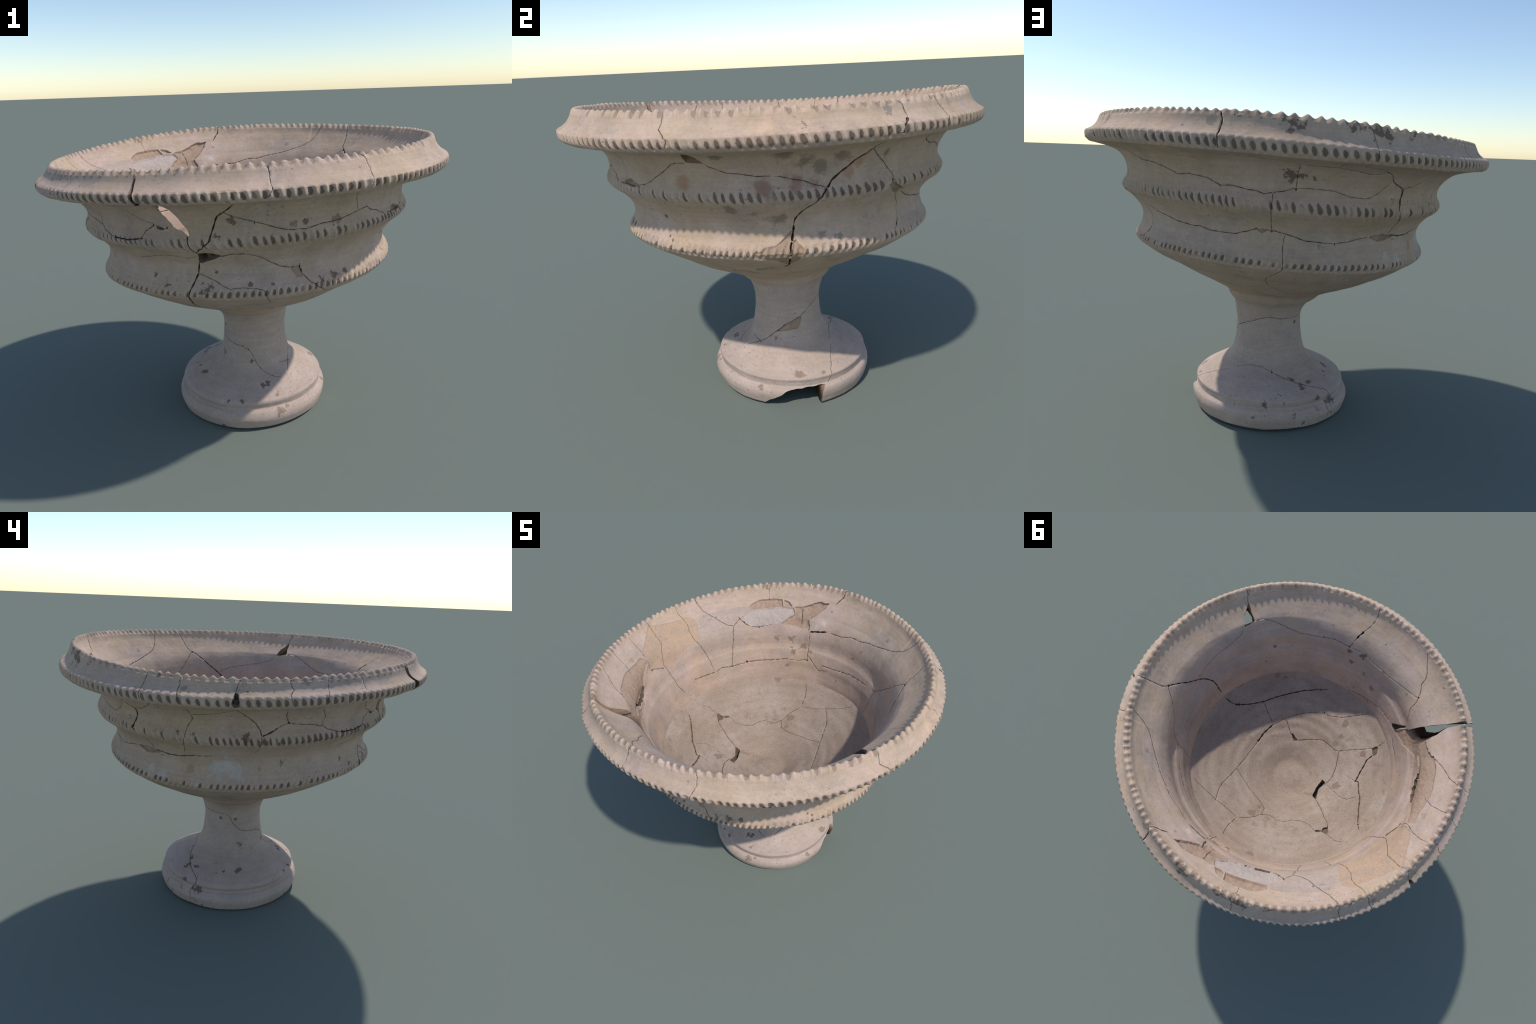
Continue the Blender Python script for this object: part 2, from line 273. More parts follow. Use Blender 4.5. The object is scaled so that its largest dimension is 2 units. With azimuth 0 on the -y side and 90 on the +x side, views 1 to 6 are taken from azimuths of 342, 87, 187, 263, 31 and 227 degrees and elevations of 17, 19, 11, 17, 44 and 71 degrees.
crack("pot", "left_l", 1.4, 9, [(199.5, 2.254), (202.1, 2.195), (201.2, 2.151)])
crack("pot", "left_p", 1.8, 12, [(157.7, 1.949), (161.1, 1.953), (164.8, 1.962)])
crack("pot", "stem_d", 1.6, 10, [(163.2, 1.076), (170.6, 1.053), (176.5, 1.017), (186.3, 0.986), (194.1, 0.969), (211.2, 0.963), (230.6, 0.952)])
hole("pot", "wedge_hole_inside", [(333.9, 2.668), (333.4, 2.694), (332.8, 2.746), (332.6, 2.783), (335.2, 2.798), (337.3, 2.801), (337.1, 2.764), (336.4, 2.733), (335.1, 2.704)])
crack("pot", "in_a", 2, 14, [(333.4, 2.581), (333.4, 2.62), (334, 2.67)])
crack("pot", "in_b", 1.2, 10, [(337.4, 2.804), (339.8, 2.839), (345.4, 2.863), (351.1, 2.877), (356.5, 2.889), (362.6, 2.904), (368.3, 2.934)])
crack("pot", "in_c", 1.5, 10, [(332.6, 2.786), (328.9, 2.783), (325.6, 2.802), (320.5, 2.839), (316.1, 2.865), (311.4, 2.885), (304.3, 2.891), (300.1, 2.888)])
crack("pot", "in_d", 2, 10, [(300.1, 2.886), (296.9, 2.878), (292.9, 2.879), (289.3, 2.886), (286.8, 2.884)])
crack("pot", "in_e", 1.8, 12, [(282.6, 2.587), (282.4, 2.625), (282, 2.667), (282.5, 2.715), (283.6, 2.762)])
crack("pot", "in_f", 4.5, 24, [(283.6, 2.762), (284.6, 2.792), (285, 2.82)])
crack("pot", "in_g", 2, 12, [(285, 2.82), (285.8, 2.845), (286.8, 2.884)])
crack("pot", "in_h", 1.6, 10, [(286.8, 2.884), (280.5, 2.88), (275.9, 2.883), (273.3, 2.892), (269.5, 2.894), (263.1, 2.888), (256.6, 2.862), (251.4, 2.837), (248.5, 2.821), (245.5, 2.796)])
crack("pot", "in_i", 2, 12, [(258.4, 2.621), (255, 2.668), (252, 2.697), (250.7, 2.717), (249.8, 2.747), (246.4, 2.778), (244.3, 2.815), (243.5, 2.872), (240.9, 2.931), (239.7, 2.953)])
crack("pot", "in_j", 2.3, 16, [(26.1, 2.59), (25.5, 2.615), (24.8, 2.666), (24.2, 2.714), (23.5, 2.753), (21.9, 2.782)])
crack("pot", "in_k", 3, 25, [(21.9, 2.782), (18.8, 2.82), (14.9, 2.87), (10.7, 2.917), (7.4, 2.953), (3.8, 3.002), (1.7, 3.043), (1, 3.097), (0, 3.175)])
crack("pot", "in_l", 1.5, 12, [(22.1, 2.784), (25.1, 2.831), (28.6, 2.883), (33.7, 2.941), (37.7, 2.981), (41.8, 3.025), (44.9, 3.04)])
crack("pot", "in_m", 1.8, 11, [(50.2, 3.052), (53.2, 3.054), (57.6, 3.06), (63.8, 3.065), (70, 3.077), (77.2, 3.087), (85, 3.091)])
crack("pot", "in_n", 1.6, 10, [(41.8, 3.025), (42.8, 3.106), (44.1, 3.201)])
crack("pot", "in_o", 2, 13, [(38.1, 2.579), (37.9, 2.613), (39.1, 2.664), (40.9, 2.713), (44.1, 2.755), (48.6, 2.783), (52.9, 2.801), (56.9, 2.815), (61.1, 2.824), (65.8, 2.84), (71.7, 2.841), (77.9, 2.864), (83.7, 2.863)])
crack("pot", "in_p", 1.8, 11, [(80.6, 3.112), (86.7, 3.133), (94.3, 3.045)])
crack("pot", "in_q", 2.5, 14, [(82, 2.575), (82.6, 2.599), (83, 2.632), (84.3, 2.655), (85.6, 2.682)])
recess("pot", "in_spall_a", "clay", 12, [(85.9, 2.678), (88.5, 2.68), (90.2, 2.721), (92.8, 2.762), (96.3, 2.805), (98.1, 2.813), (97.6, 2.876), (100.3, 2.852), (100.9, 2.82), (101, 2.733), (96.9, 2.707), (93.7, 2.687), (91, 2.69)])
crack("pot", "in_slot", 4.5, 25, [(95, 2.882), (91.5, 2.876), (88.9, 2.87), (86.1, 2.861)])
recess("pot", "in_spall_b", "clay", 12, [(126.2, 2.721), (121.2, 2.69), (116.5, 2.69), (110.9, 2.693), (110.2, 2.737), (117.2, 2.744), (125.9, 2.745)])
recess("pot", "in_spall_c", "slip", 10, [(131.4, 2.794), (126.8, 2.746), (117.2, 2.746), (110.2, 2.739), (105.4, 2.741), (104.5, 2.78), (110.6, 2.834), (112.5, 2.847), (116.5, 2.852), (122.6, 2.865), (126.1, 2.86), (129.4, 2.832)])
recess("pot", "in_spall_d", "clay", 10, [(110.1, 2.696), (107.4, 2.706), (105.9, 2.735), (101.8, 2.734), (97.8, 2.715), (93.5, 2.691), (88.8, 2.694), (92.9, 2.755), (97.5, 2.8), (95.9, 2.85), (95.9, 2.877), (101.4, 2.867), (106.5, 2.857), (111.2, 2.853), (110.1, 2.834), (104.3, 2.78), (105.2, 2.738), (109.9, 2.736)])
crack("pot", "in_t", 3, 14, [(101, 2.741), (100.9, 2.789), (100.6, 2.861)])
crack("pot", "in_u", 2.3, 14, [(132.2, 2.799), (128.7, 2.845), (126.8, 2.859), (123.8, 2.866), (118.7, 2.86), (115.7, 2.853)])
crack("pot", "in_v", 1.6, 10, [(116.6, 2.618), (116.7, 2.651), (116.7, 2.688)])
crack("pot", "in_x", 1.6, 11, [(95.2, 2.888), (94.9, 2.942), (94.8, 3.015), (94.5, 3.074)])
crack("pot", "in_y", 1.8, 11, [(148.7, 2.594), (147.9, 2.642), (147.1, 2.681), (144.7, 2.743), (141.7, 2.798), (138.5, 2.83), (135.7, 2.839), (132.2, 2.799)])
crack("pot", "in_z", 2, 12, [(135.7, 2.842), (136.8, 2.883), (136.7, 2.916), (138.4, 3.02), (140.3, 3.111)])
crack("pot", "in_aa", 2, 12, [(140.3, 3.111), (146.3, 3.102), (150.3, 3.115), (156.8, 3.112), (165.6, 3.103)])
crack("pot", "in_ab", 1.8, 11, [(140.3, 3.112), (133, 3.104), (130.7, 3.099)])
crack("pot", "in_ac", 2, 12, [(131.5, 3.098), (123.4, 3.097), (115.9, 3.098), (107.3, 3.088), (99.1, 3.087), (94.5, 3.074)])
crack("pot", "in_ad", 1.5, 10, [(157.7, 2.594), (157.9, 2.64), (156.9, 2.693), (156.7, 2.753), (158, 2.797), (157.8, 2.853), (156.2, 2.896), (153.6, 2.975), (152.3, 3.035), (151.8, 3.098)])
crack("pot", "in_ae", 1.8, 11, [(173, 2.595), (172.4, 2.645), (172.9, 2.725), (173.4, 2.805), (176.9, 2.852), (179.4, 2.908), (178.8, 2.969), (178.3, 3.023), (177.8, 3.077), (174.9, 3.14)])
crack("pot", "in_af", 1.5, 10, [(184.6, 2.618), (184.5, 2.671), (185.5, 2.738), (187.7, 2.795), (187.8, 2.857), (187.8, 2.882)])
crack("pot", "in_ag", 2, 10, [(187.8, 2.882), (184.6, 2.9), (180.5, 2.922)])
crack("pot", "in_ah", 1.5, 10, [(196.1, 2.604), (196.8, 2.663), (198.2, 2.724), (200, 2.765), (202.3, 2.788)])
recess("pot", "in_spall_e", "clay", 9, [(227.9, 2.829), (222, 2.811), (217.3, 2.767), (212.4, 2.754), (206.4, 2.747), (201.5, 2.747), (195.8, 2.759), (189.1, 2.764), (188.1, 2.827), (196.4, 2.886), (204.5, 2.946), (216.6, 2.908), (221.3, 2.915), (223.9, 2.876)])
crack("pot", "in_deep", 7, 35, [(215.8, 2.895), (213.7, 2.903), (210.4, 2.935), (205.9, 2.939), (202.5, 2.932), (199, 2.903)])
recess("pot", "in_spall_f", "clay", 5, [(241.5, 3.105), (231.3, 3.055), (222.7, 2.965), (215.7, 2.972), (206, 2.966), (204.5, 2.949), (211.1, 2.954), (215.8, 2.932), (221.3, 2.915), (226, 2.835), (227.6, 2.844), (231.8, 2.932), (237.1, 2.971)])
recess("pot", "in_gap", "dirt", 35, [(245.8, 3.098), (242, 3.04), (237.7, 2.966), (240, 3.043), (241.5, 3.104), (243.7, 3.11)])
crack("pot", "in_aj", 1.5, 10, [(227.6, 2.828), (225.4, 2.828), (220.1, 2.801), (216.1, 2.749), (213.3, 2.714), (209.5, 2.672), (206.7, 2.61)])
crack("pot", "in_ak", 1.8, 11, [(238.9, 3.149), (235.2, 3.164), (231.2, 3.166), (229.5, 3.165)])
recess("pot", "in_peach", "peach", 3, [(173.4, 2.631), (167.4, 2.665), (161.2, 2.689), (156.5, 2.694), (155.3, 2.689), (153.2, 2.713), (152.8, 2.769), (153.9, 2.82), (156.2, 2.871), (161.9, 2.884), (166.8, 2.913), (175.5, 2.965), (178.7, 2.931), (180.5, 2.922), (186, 2.889), (186.6, 2.867), (187, 2.81), (185.4, 2.752), (177.2, 2.685)])
crack("floor", "floor_a", 3, 25, [(0.631, -0.002), (0.598, -0.012), (0.561, -0.045)])
crack("floor", "floor_b", 2.8, 22, [(0.583, -0.023), (0.541, -0.069), (0.508, -0.125), (0.472, -0.188), (0.434, -0.276), (0.384, -0.362), (0.326, -0.44), (0.261, -0.51)])
crack("floor", "floor_c", 2, 14, [(0.261, -0.509), (0.216, -0.545)])
crack("pot", "in_al", 2, 14, [(283.2, 3.245), (276.6, 3.207), (270.3, 3.181), (263.4, 3.158), (257.7, 3.135), (251.7, 3.12), (246.8, 3.108)])
crack("floor", "floor_d", 1.8, 11, [(-0.022, 0.618), (-0.006, 0.597), (0.009, 0.555), (0.018, 0.477)])
crack("floor", "floor_e", 1.5, 10, [(0.366, 0.513), (0.275, 0.506), (0.189, 0.498), (0.123, 0.486), (0.06, 0.48), (0.022, 0.474)])
crack("floor", "floor_f", 1.5, 10, [(0.019, 0.476), (-0.02, 0.433), (-0.049, 0.386), (-0.064, 0.342), (-0.046, 0.304), (-0.028, 0.293), (0.036, 0.284), (0.103, 0.28), (0.192, 0.265), (0.268, 0.248)])
crack("floor", "floor_g", 1.8, 11, [(0.189, 0.498), (0.228, 0.44), (0.249, 0.391), (0.261, 0.317), (0.272, 0.249), (0.287, 0.176), (0.31, 0.068), (0.321, 0.013)])
crack("floor", "floor_h", 4, 18, [(0.321, 0.013), (0.333, -0.06), (0.329, -0.133)])
crack("floor", "floor_i", 1.8, 12, [(0.329, -0.133), (0.316, -0.179), (0.298, -0.234), (0.256, -0.31), (0.206, -0.369), (0.137, -0.427)])
crack("floor", "floor_j", 1.6, 11, [(0.136, -0.427), (0.101, -0.435), (0.027, -0.485), (-0.039, -0.548), (-0.096, -0.602)])
crack("floor", "floor_k", 1.8, 13, [(0.47, -0.186), (0.413, -0.165), (0.34, -0.144)])
crack("floor", "floor_l", 2.2, 14, [(0.298, -0.229), (0.239, -0.203), (0.181, -0.178)])
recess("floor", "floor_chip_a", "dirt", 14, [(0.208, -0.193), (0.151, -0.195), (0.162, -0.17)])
crack("floor", "floor_m", 1.8, 12, [(0.164, -0.171), (0.137, -0.203), (0.083, -0.259), (0.025, -0.305), (-0.029, -0.31), (-0.082, -0.309), (-0.11, -0.321), (-0.17, -0.377), (-0.259, -0.455)])
crack("floor", "floor_n", 1.8, 12, [(-0.259, -0.455), (-0.29, -0.497), (-0.3, -0.529)])
crack("floor", "floor_o", 1.8, 12, [(-0.11, -0.321), (-0.142, -0.28), (-0.173, -0.231), (-0.198, -0.176), (-0.202, -0.127), (-0.201, -0.097)])
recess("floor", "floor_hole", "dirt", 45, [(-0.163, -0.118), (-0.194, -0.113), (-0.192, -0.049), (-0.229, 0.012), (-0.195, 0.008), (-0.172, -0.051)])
crack("floor", "floor_p", 2, 12, [(-0.229, 0.012), (-0.302, 0.04), (-0.367, 0.074), (-0.404, 0.091)])
crack("floor", "floor_q", 2, 12, [(-0.406, 0.092), (-0.423, 0.108), (-0.452, 0.144)])
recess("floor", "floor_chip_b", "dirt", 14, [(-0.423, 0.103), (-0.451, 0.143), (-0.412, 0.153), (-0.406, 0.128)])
crack("floor", "floor_r", 1.3, 9, [(-0.065, 0.343), (-0.108, 0.308), (-0.166, 0.296), (-0.2, 0.269), (-0.222, 0.23), (-0.27, 0.192), (-0.322, 0.175), (-0.379, 0.182), (-0.407, 0.159)])
crack("floor", "floor_s", 1.5, 9, [(-0.382, 0.181), (-0.411, 0.156), (-0.468, 0.148), (-0.515, 0.148), (-0.551, 0.128)])
crack("floor", "floor_t", 3.5, 16, [(-0.299, -0.434), (-0.293, -0.386), (-0.305, -0.34), (-0.318, -0.293), (-0.335, -0.244)])
crack("floor", "floor_u", 2.6, 15, [(-0.335, -0.244), (-0.353, -0.246), (-0.39, -0.208), (-0.436, -0.169), (-0.48, -0.111), (-0.543, -0.032)])
crack("floor", "floor_v", 2.4, 14, [(-0.544, -0.031), (-0.576, -0.003)])
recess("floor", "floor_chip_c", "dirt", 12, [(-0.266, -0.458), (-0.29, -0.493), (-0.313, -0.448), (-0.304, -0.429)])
crack("floor", "floor_w", 1.5, 8, [(-0.211, -0.109), (-0.282, -0.105), (-0.342, -0.102), (-0.379, -0.115), (-0.411, -0.166)])
crack("floor", "floor_x", 1, 6, [(-0.26, -0.233), (-0.298, -0.237), (-0.33, -0.241)])
# where stains lie on the pot: x, y, z, radius
STAINS = {}
STAINS["dark"] = [
    (-0.117, 0.809, 1.262, 0.034), (-0.126, 0.923, 1.461, 0.04), (-0.132, 0.937, 1.423, 0.018), (-0.446, 0.834, 1.435, 0.042),
    (-0.352, 0.871, 1.452, 0.04), (-0.17, 0.926, 1.433, 0.022), (-0.567, 0.767, 1.405, 0.016), (-0.475, 0.824, 1.414, 0.028),
    (-0.162, 0.799, 1.256, 0.02), (-0.219, 0.785, 1.253, 0.016), (0.056, 0.922, 1.47, 0.018), (-0.527, 0.589, 1.165, 0.016),
    (-0.348, -0.62, 0.933, 0.034), (-0.185, -0.683, 0.945, 0.016), (-0.504, -0.5, 0.926, 0.018), (-0.536, -0.438, 0.964, 0.014),
    (-0.306, -0.621, 0.996, 0.012), (-0.273, -0.743, 1.241, 0.02), (-0.327, -0.72, 1.178, 0.022), (0.119, -0.707, 0.944, 0.026),
    (0.187, -0.696, 0.942, 0.026), (0.251, -0.678, 0.942, 0.022), (0.018, -0.792, 1.216, 0.018), (-0.093, -0.703, 0.945, 0.011),
    (0.54, -0.482, 0.96, 0.01), (0.564, -0.469, 0.947, 0.01), (0.535, -0.488, 1.048, 0.012), (-0.579, 0.749, 1.43, 0.022),
    (-0.463, 0.824, 1.438, 0.022), (-0.836, 0.441, 1.402, 0.014), (-0.708, 0.363, 1.134, 0.016), (-0.737, 0.3, 1.133, 0.016),
    (-0.791, 0.066, 1.131, 0.024), (-0.797, -0.02, 1.103, 0.02), (-0.791, -0.093, 1.106, 0.02), (-0.305, 0.269, 0.103, 0.034),
    (-0.161, 0.324, 0.187, 0.026), (-0.19, 0.273, 0.193, 0.02), (-0.246, 0.34, 0.146, 0.02), (0.047, 0.482, 0.08, 0.018),
    (0.001, 0.459, 0.136, 0.018), (-0.09, 0.44, 0.138, 0.012), (-0.187, 0.411, 0.038, 0.012), (-0.26, 0.117, 0.192, 0.014),
    (0.002, -0.253, 0.2, 0.022), (-0.194, -0.254, 0.155, 0.014), (-0.134, -0.291, 0.157, 0.012), (-0.133, 0.018, 0.307, 0.022),
    (-0.226, -0.261, 0.019, 0.014), (-0.02, -0.133, 0.293, 0.012), (-0.253, 0.021, 0.197, 0.018), (0.03, -0.245, 0.206, 0.018),
    (-0.106, 0.296, 0.212, 0.018), (-0.133, 0.017, 0.308, 0.026), (-0.116, 0.037, 0.462, 0.016), (-0.094, 0.127, 0.46, 0.014),
    (-0.258, 0.036, 0.195, 0.018), (-0.268, 0.159, 0.185, 0.014), (-0.204, 0.162, 0.214, 0.012), (0.121, -0.708, 1.241, 0.03),
    (0.209, -0.684, 1.23, 0.02), (0.174, -0.678, 1.15, 0.02), (0.523, -0.363, 0.93, 0.03), (0.629, -0.141, 0.945, 0.022),
    (0.484, -0.396, 0.913, 0.03), (0.58, -0.405, 1.165, 0.012), (0.583, -0.328, 1.072, 0.012),
]
STAINS["grey"] = [
    (0.155, 0.915, 1.451, 0.026), (0.871, 0.341, 1.458, 0.024), (0.876, 0.306, 1.48, 0.015), (0.718, 0.137, 0.984, 0.02),
    (0.712, 0.201, 0.964, 0.024), (-0.918, -0.168, 1.398, 0.022), (-0.904, 0.332, 1.358, 0.018), (-0.25, 0.359, 0.092, 0.022),
]
STAINS["brown"] = [
    (0.155, -0.781, 1.207, 0.026), (-0.03, -0.79, 1.213, 0.02), (0.058, -0.358, 0.093, 0.026), (0.057, -0.309, 0.173, 0.013),
    (0.396, -0.135, 0.101, 0.018), (0.407, 0.059, 0.166, 0.026), (0.231, -0.038, 0.281, 0.014), (0.397, 0.185, 0.16, 0.012),
    (0.099, -0.341, 0.108, 0.014), (-0.169, 0.692, 1.172, 0.03), (-0.14, 0.672, 1.102, 0.034), (-0.266, 0.659, 1.167, 0.024),
    (-0.082, 0.7, 1.133, 0.022), (0.282, 0.658, 1.17, 0.018), (-0.026, 0.69, 1.111, 0.016), (-0.17, 0.633, 1, 0.024),
    (0.048, 0.828, 1.376, 0.018), (-0.602, 0.605, 1.346, 0.013), (-0.025, -0.665, 1.075, 0.026), (0.065, -0.68, 1.123, 0.02),
    (0.081, -0.636, 0.983, 0.016), (-0.239, -0.693, 1.273, 0.016), (-0.042, -0.634, 0.969, 0.02), (-0.02, 0.382, 0.767, 0.03),
    (-0.015, 0.318, 0.739, 0.02), (-0.229, 0.587, 0.898, 0.04), (-0.01, 0.383, 0.768, 0.028), (-0.02, -0.473, 0.828, 0.032),
    (-0.058, -0.342, 0.766, 0.028), (-0.248, -0.4, 0.819, 0.028), (-0.053, -0.399, 0.792, 0.022), (-0.26, -0.144, 0.736, 0.035),
    (-0.563, -0.474, 1.269, 0.022),
]
STAINS["olive"] = [
    (0.341, 0.647, 1.247, 0.018), (-0.811, -0.196, 1.335, 0.04), (-0.732, 0.333, 1.3, 0.012), (-0.819, -0.276, 1.361, 0.018),
    (-0.782, -0.087, 1.302, 0.022),
]
STAINS["ochre"] = [
    (0.226, -0.778, 1.365, 0.024), (0.262, -0.702, 1.306, 0.012),
]
STAINS["red"] = [
    (0.806, -0.085, 1.2, 0.05), (0.805, 0.021, 1.215, 0.06), (0.802, 0.098, 1.206, 0.05),
]
STAINS["orange"] = [
    (0.758, 0.277, 1.269, 0.04), (0.761, 0.298, 1.293, 0.03), (0.771, 0.221, 1.236, 0.035), (0.708, -0.387, 1.208, 0.05),
    (-0.694, -0.013, 0.955, 0.022), (-0.628, 0.316, 0.939, 0.035),
]
STAINS["soot"] = [
    (0.851, -0.014, 1.324, 0.06), (0.798, 0.11, 1.257, 0.05), (0.818, 0.056, 1.291, 0.06), (0.803, 0.197, 1.305, 0.05),
    (0.723, 0.38, 1.294, 0.03), (0.737, -0.04, 1.063, 0.05), (0.754, -0.131, 1.095, 0.05), (0.749, -0.22, 1.111, 0.045),
    (0.808, -0.25, 1.317, 0.04),
]
STAINS["white"] = [
    (-0.68, 0.174, 0.932, 0.07), (-0.697, 0.094, 0.923, 0.08), (-0.684, 0.131, 0.975, 0.06), (-0.52, 0.493, 0.914, 0.03),
    (-0.574, 0.445, 0.892, 0.04), (-0.672, 0.285, 0.877, 0.04), (-0.019, 0.749, 1.277, 0.03), (0.028, 0.764, 1.302, 0.035),
    (-0.059, 0.77, 1.305, 0.015),
]
STAINS["peach"] = [
    (0.156, 0.858, 1.444, 0.06), (0.098, 0.835, 1.395, 0.05), (0.143, 0.866, 1.454, 0.055), (-0.845, 0.222, 1.347, 0.06),
    (0.978, 0.054, 1.422, 0.12), (0.967, -0.084, 1.428, 0.1), (0.709, 0.59, 1.464, 0.06), (0.366, 0.866, 1.433, 0.12),
    (-0.451, -0.864, 1.388, 0.025), (-0.819, -0.414, 1.433, 0.02),
]

def roughen(path, scale, seed, amp):
    """Subdivide a break line and let it wander like a fracture does."""
    rng = np.random.default_rng(seed)
    d = np.diff(path, axis=0) * scale
    n = np.maximum(1, np.ceil(np.hypot(*d.T) / 0.014)).astype(int)
    pts = []
    for a, b, k in zip(path[:-1], path[1:], n):
        for t in np.arange(k) / k:
            pts.append(a + (b - a) * t)
    pts.append(path[-1])
    pts = np.array(pts)
    if len(pts) > 2:
        j = rng.normal(0, amp, (len(pts), 2))
        j[1:-1] = (j[1:-1] + 0.5 * j[:-2] + 0.5 * j[2:]) / 1.6
        j[0] = j[-1] = 0
        pts = pts + j / scale
    return pts


def spread(mask):
    """A mask grown by one grid point in all eight directions."""
    out = mask.copy()
    out[1:] |= mask[:-1]
    out[:-1] |= mask[1:]
    wide = out.copy()
    wide[:, 1:] |= out[:, :-1]
    wide[:, :-1] |= out[:, 1:]
    return wide


class Sheet:
    """A grid of (u, v) whose points are pulled onto break lines, so that breaks have clean edges."""

    def __init__(self, u, v, ru, wrap):
        self.u0, self.v0, self.wrap = u, v, wrap
        self.U, self.V = np.meshgrid(u, v)
        self.R = np.broadcast_to(np.asarray(ru)[:, None], self.U.shape)
        self.du = u[1] - u[0]
        self.dv = np.gradient(v)
        self.sink = np.zeros(self.U.shape)
        self.crack = np.zeros(self.U.shape, bool)
        m, n = self.U.shape
        self.stuff = np.full((m - 1, n if wrap else n - 1), "", dtype="U8")
        self.gone = np.zeros(self.stuff.shape, bool)
        self.holes = []

    def window(self, path, pad):
        r = self.R[:, 0]
        i0 = np.searchsorted(self.v0, path[:, 1].min() - pad)
        i1 = np.searchsorted(self.v0, path[:, 1].max() + pad)
        i0, i1 = max(i0, 0), min(max(i1, i0 + 1), len(self.v0))
        rr = max(r[i0:i1].min(), 0.02)
        j0 = math.floor((path[:, 0].min() - pad / rr - self.u0[0]) / self.du)
        j1 = math.ceil((path[:, 0].max() + pad / rr - self.u0[0]) / self.du) + 1
        if self.wrap:
            cols = np.arange(j0, j1)
            off = np.floor_divide(cols, len(self.u0)) * TAU
            cols = cols % len(self.u0)
        else:
            cols = np.arange(max(j0, 0), min(j1, len(self.u0)))
            off = np.zeros(len(cols))
        return np.ix_(np.arange(i0, i1), cols), off[None, :], np.arange(i0, i1)

    def nearest(self, ix, off, path, closed):
        u, v, r = self.U[ix] + off, self.V[ix], self.R[ix]
        best = np.full(u.shape, 1e9)
        ox, oy, at = np.zeros(u.shape), np.zeros(u.shape), np.zeros(u.shape)
        inside = np.zeros(u.shape, bool)
        seq = np.vstack([path, path[:1]]) if closed else path
        for k in range(len(seq) - 1):
            a, b = seq[k], seq[k + 1]
            ax, ay = (a[0] - u) * r, a[1] - v
            ex, ey = (b[0] - a[0]) * r, b[1] - a[1]
            t = np.clip(-(ax * ex + ay * ey) / (ex * ex + ey * ey + 1e-18), 0, 1)
            x, y = ax + ex * t, ay + ey * t
            d = x * x + y * y
            m = d < best
            best[m], ox[m], oy[m], at[m] = d[m], x[m], y[m], (k + t[m]) / (len(seq) - 1)
            if closed and abs(b[1] - a[1]) > 1e-12:
                cross = ((a[1] > v) != (b[1] > v)) & (u < (b[0] - a[0]) * (v - a[1]) / (b[1] - a[1]) + a[0])
                inside ^= cross
        return np.sqrt(best), ox, oy, at, inside

    def cell(self, ix, rows, ox, oy, d):
        dd = np.maximum(d, 1e-9)
        return np.maximum(np.abs(ox) / dd * self.R[ix] * self.du, np.abs(oy) / dd * self.dv[rows][:, None]) + 1e-6

    def move(self, ix, mask, ox, oy, part):
        self.U[ix] = self.U[ix] + np.where(mask, ox * part / self.R[ix], 0)
        self.V[ix] = self.V[ix] + np.where(mask, oy * part, 0)

    def cut_crack(self, half, deep, path, seed):
        scale = np.array([max(np.interp(path[:, 1].mean(), self.v0, self.R[:, 0]), .05), 1.0])
        path = roughen(path, scale, seed, 0.0009)
        ix, off, rows = self.window(path, 0.02 + half)
        d, ox, oy, at, _ = self.nearest(ix, off, path, False)
        w = half * np.clip(np.minimum(at, 1 - at) * 8 + 0.45, 0, 1)
        w = w * (1 + 0.30 * np.sin(at * len(path) * 1.7 + seed))
        h = self.cell(ix, rows, ox, oy, d)
        wide = np.full(w.shape, half > 0.0060)
        if half < .0025:
            w = w * 0.62
        core = np.where(wide, d < w - 0.5 * h, d < 0.5 * h)
        edge = ~core & np.where(wide, np.abs(d - w) <= 0.5 * h, d < 1.8 * h)
        if half > .0060:
            edge |= ~core & spread(core)
        part = np.where(core & ~wide, 1.0, np.where(edge, (d - w) / np.maximum(d, 1e-9), 0))
        self.move(ix, core | edge, ox, oy, part)
        s, c = self.sink[ix], self.crack[ix]
        s[core] = np.minimum(s[core], -deep)
        c[core] = True
        self.sink[ix], self.crack[ix] = s, c

    def cut_patch(self, stuff, deep, path, seed, through):
        scale = np.array([np.interp(path[:, 1].mean(), self.v0, self.R[:, 0]), 1.0])
        path = roughen(np.vstack([path, path[:1]]), scale, seed, 0.0016)[:-1]
        ix, off, rows = self.window(path, 0.02)
        d, ox, oy, at, inside = self.nearest(ix, off, path, True)
        h = self.cell(ix, rows, ox, oy, d)
        edge = d < 0.5 * h
        self.move(ix, edge, ox, oy, 1.0)
        core = inside & ~edge
        late = spread(core) & ~core & ~edge          # outside points that touch the patch are pulled to its rim too
        self.move(ix, late, ox, oy, 1.0)
        edge |= late
        s = self.sink[ix]
        s[core] = np.minimum(s[core], -deep)
        self.sink[ix] = s
        n = self.U.shape[1]
        full = np.zeros(self.U.shape, np.uint8)
        full[ix] = np.where(core, 2, np.where(edge, 1, 0))
        nxt = np.roll(full, -1, 1) if self.wrap else full[:, 1:]
        base = full if self.wrap else full[:, :-1]
        four = np.stack([base[:-1], nxt[:-1], base[1:], nxt[1:]])
        face = (four > 0).all(0) & (four == 2).any(0)
        if through:
            self.gone |= face
            self.holes.append(face)
        else:
            self.stuff[face] = stuff


def grow_spacing(stops):
    """Rows of the pot: (s, spacing) stops turned into a sorted list of s values."""
    out, s = [], stops[0][0]
    ss, hh = np.array(stops).T
    while s < ss[-1]:
        out.append(s)
        s += np.interp(s, ss, hh)
    return np.array(out + [ss[-1]])


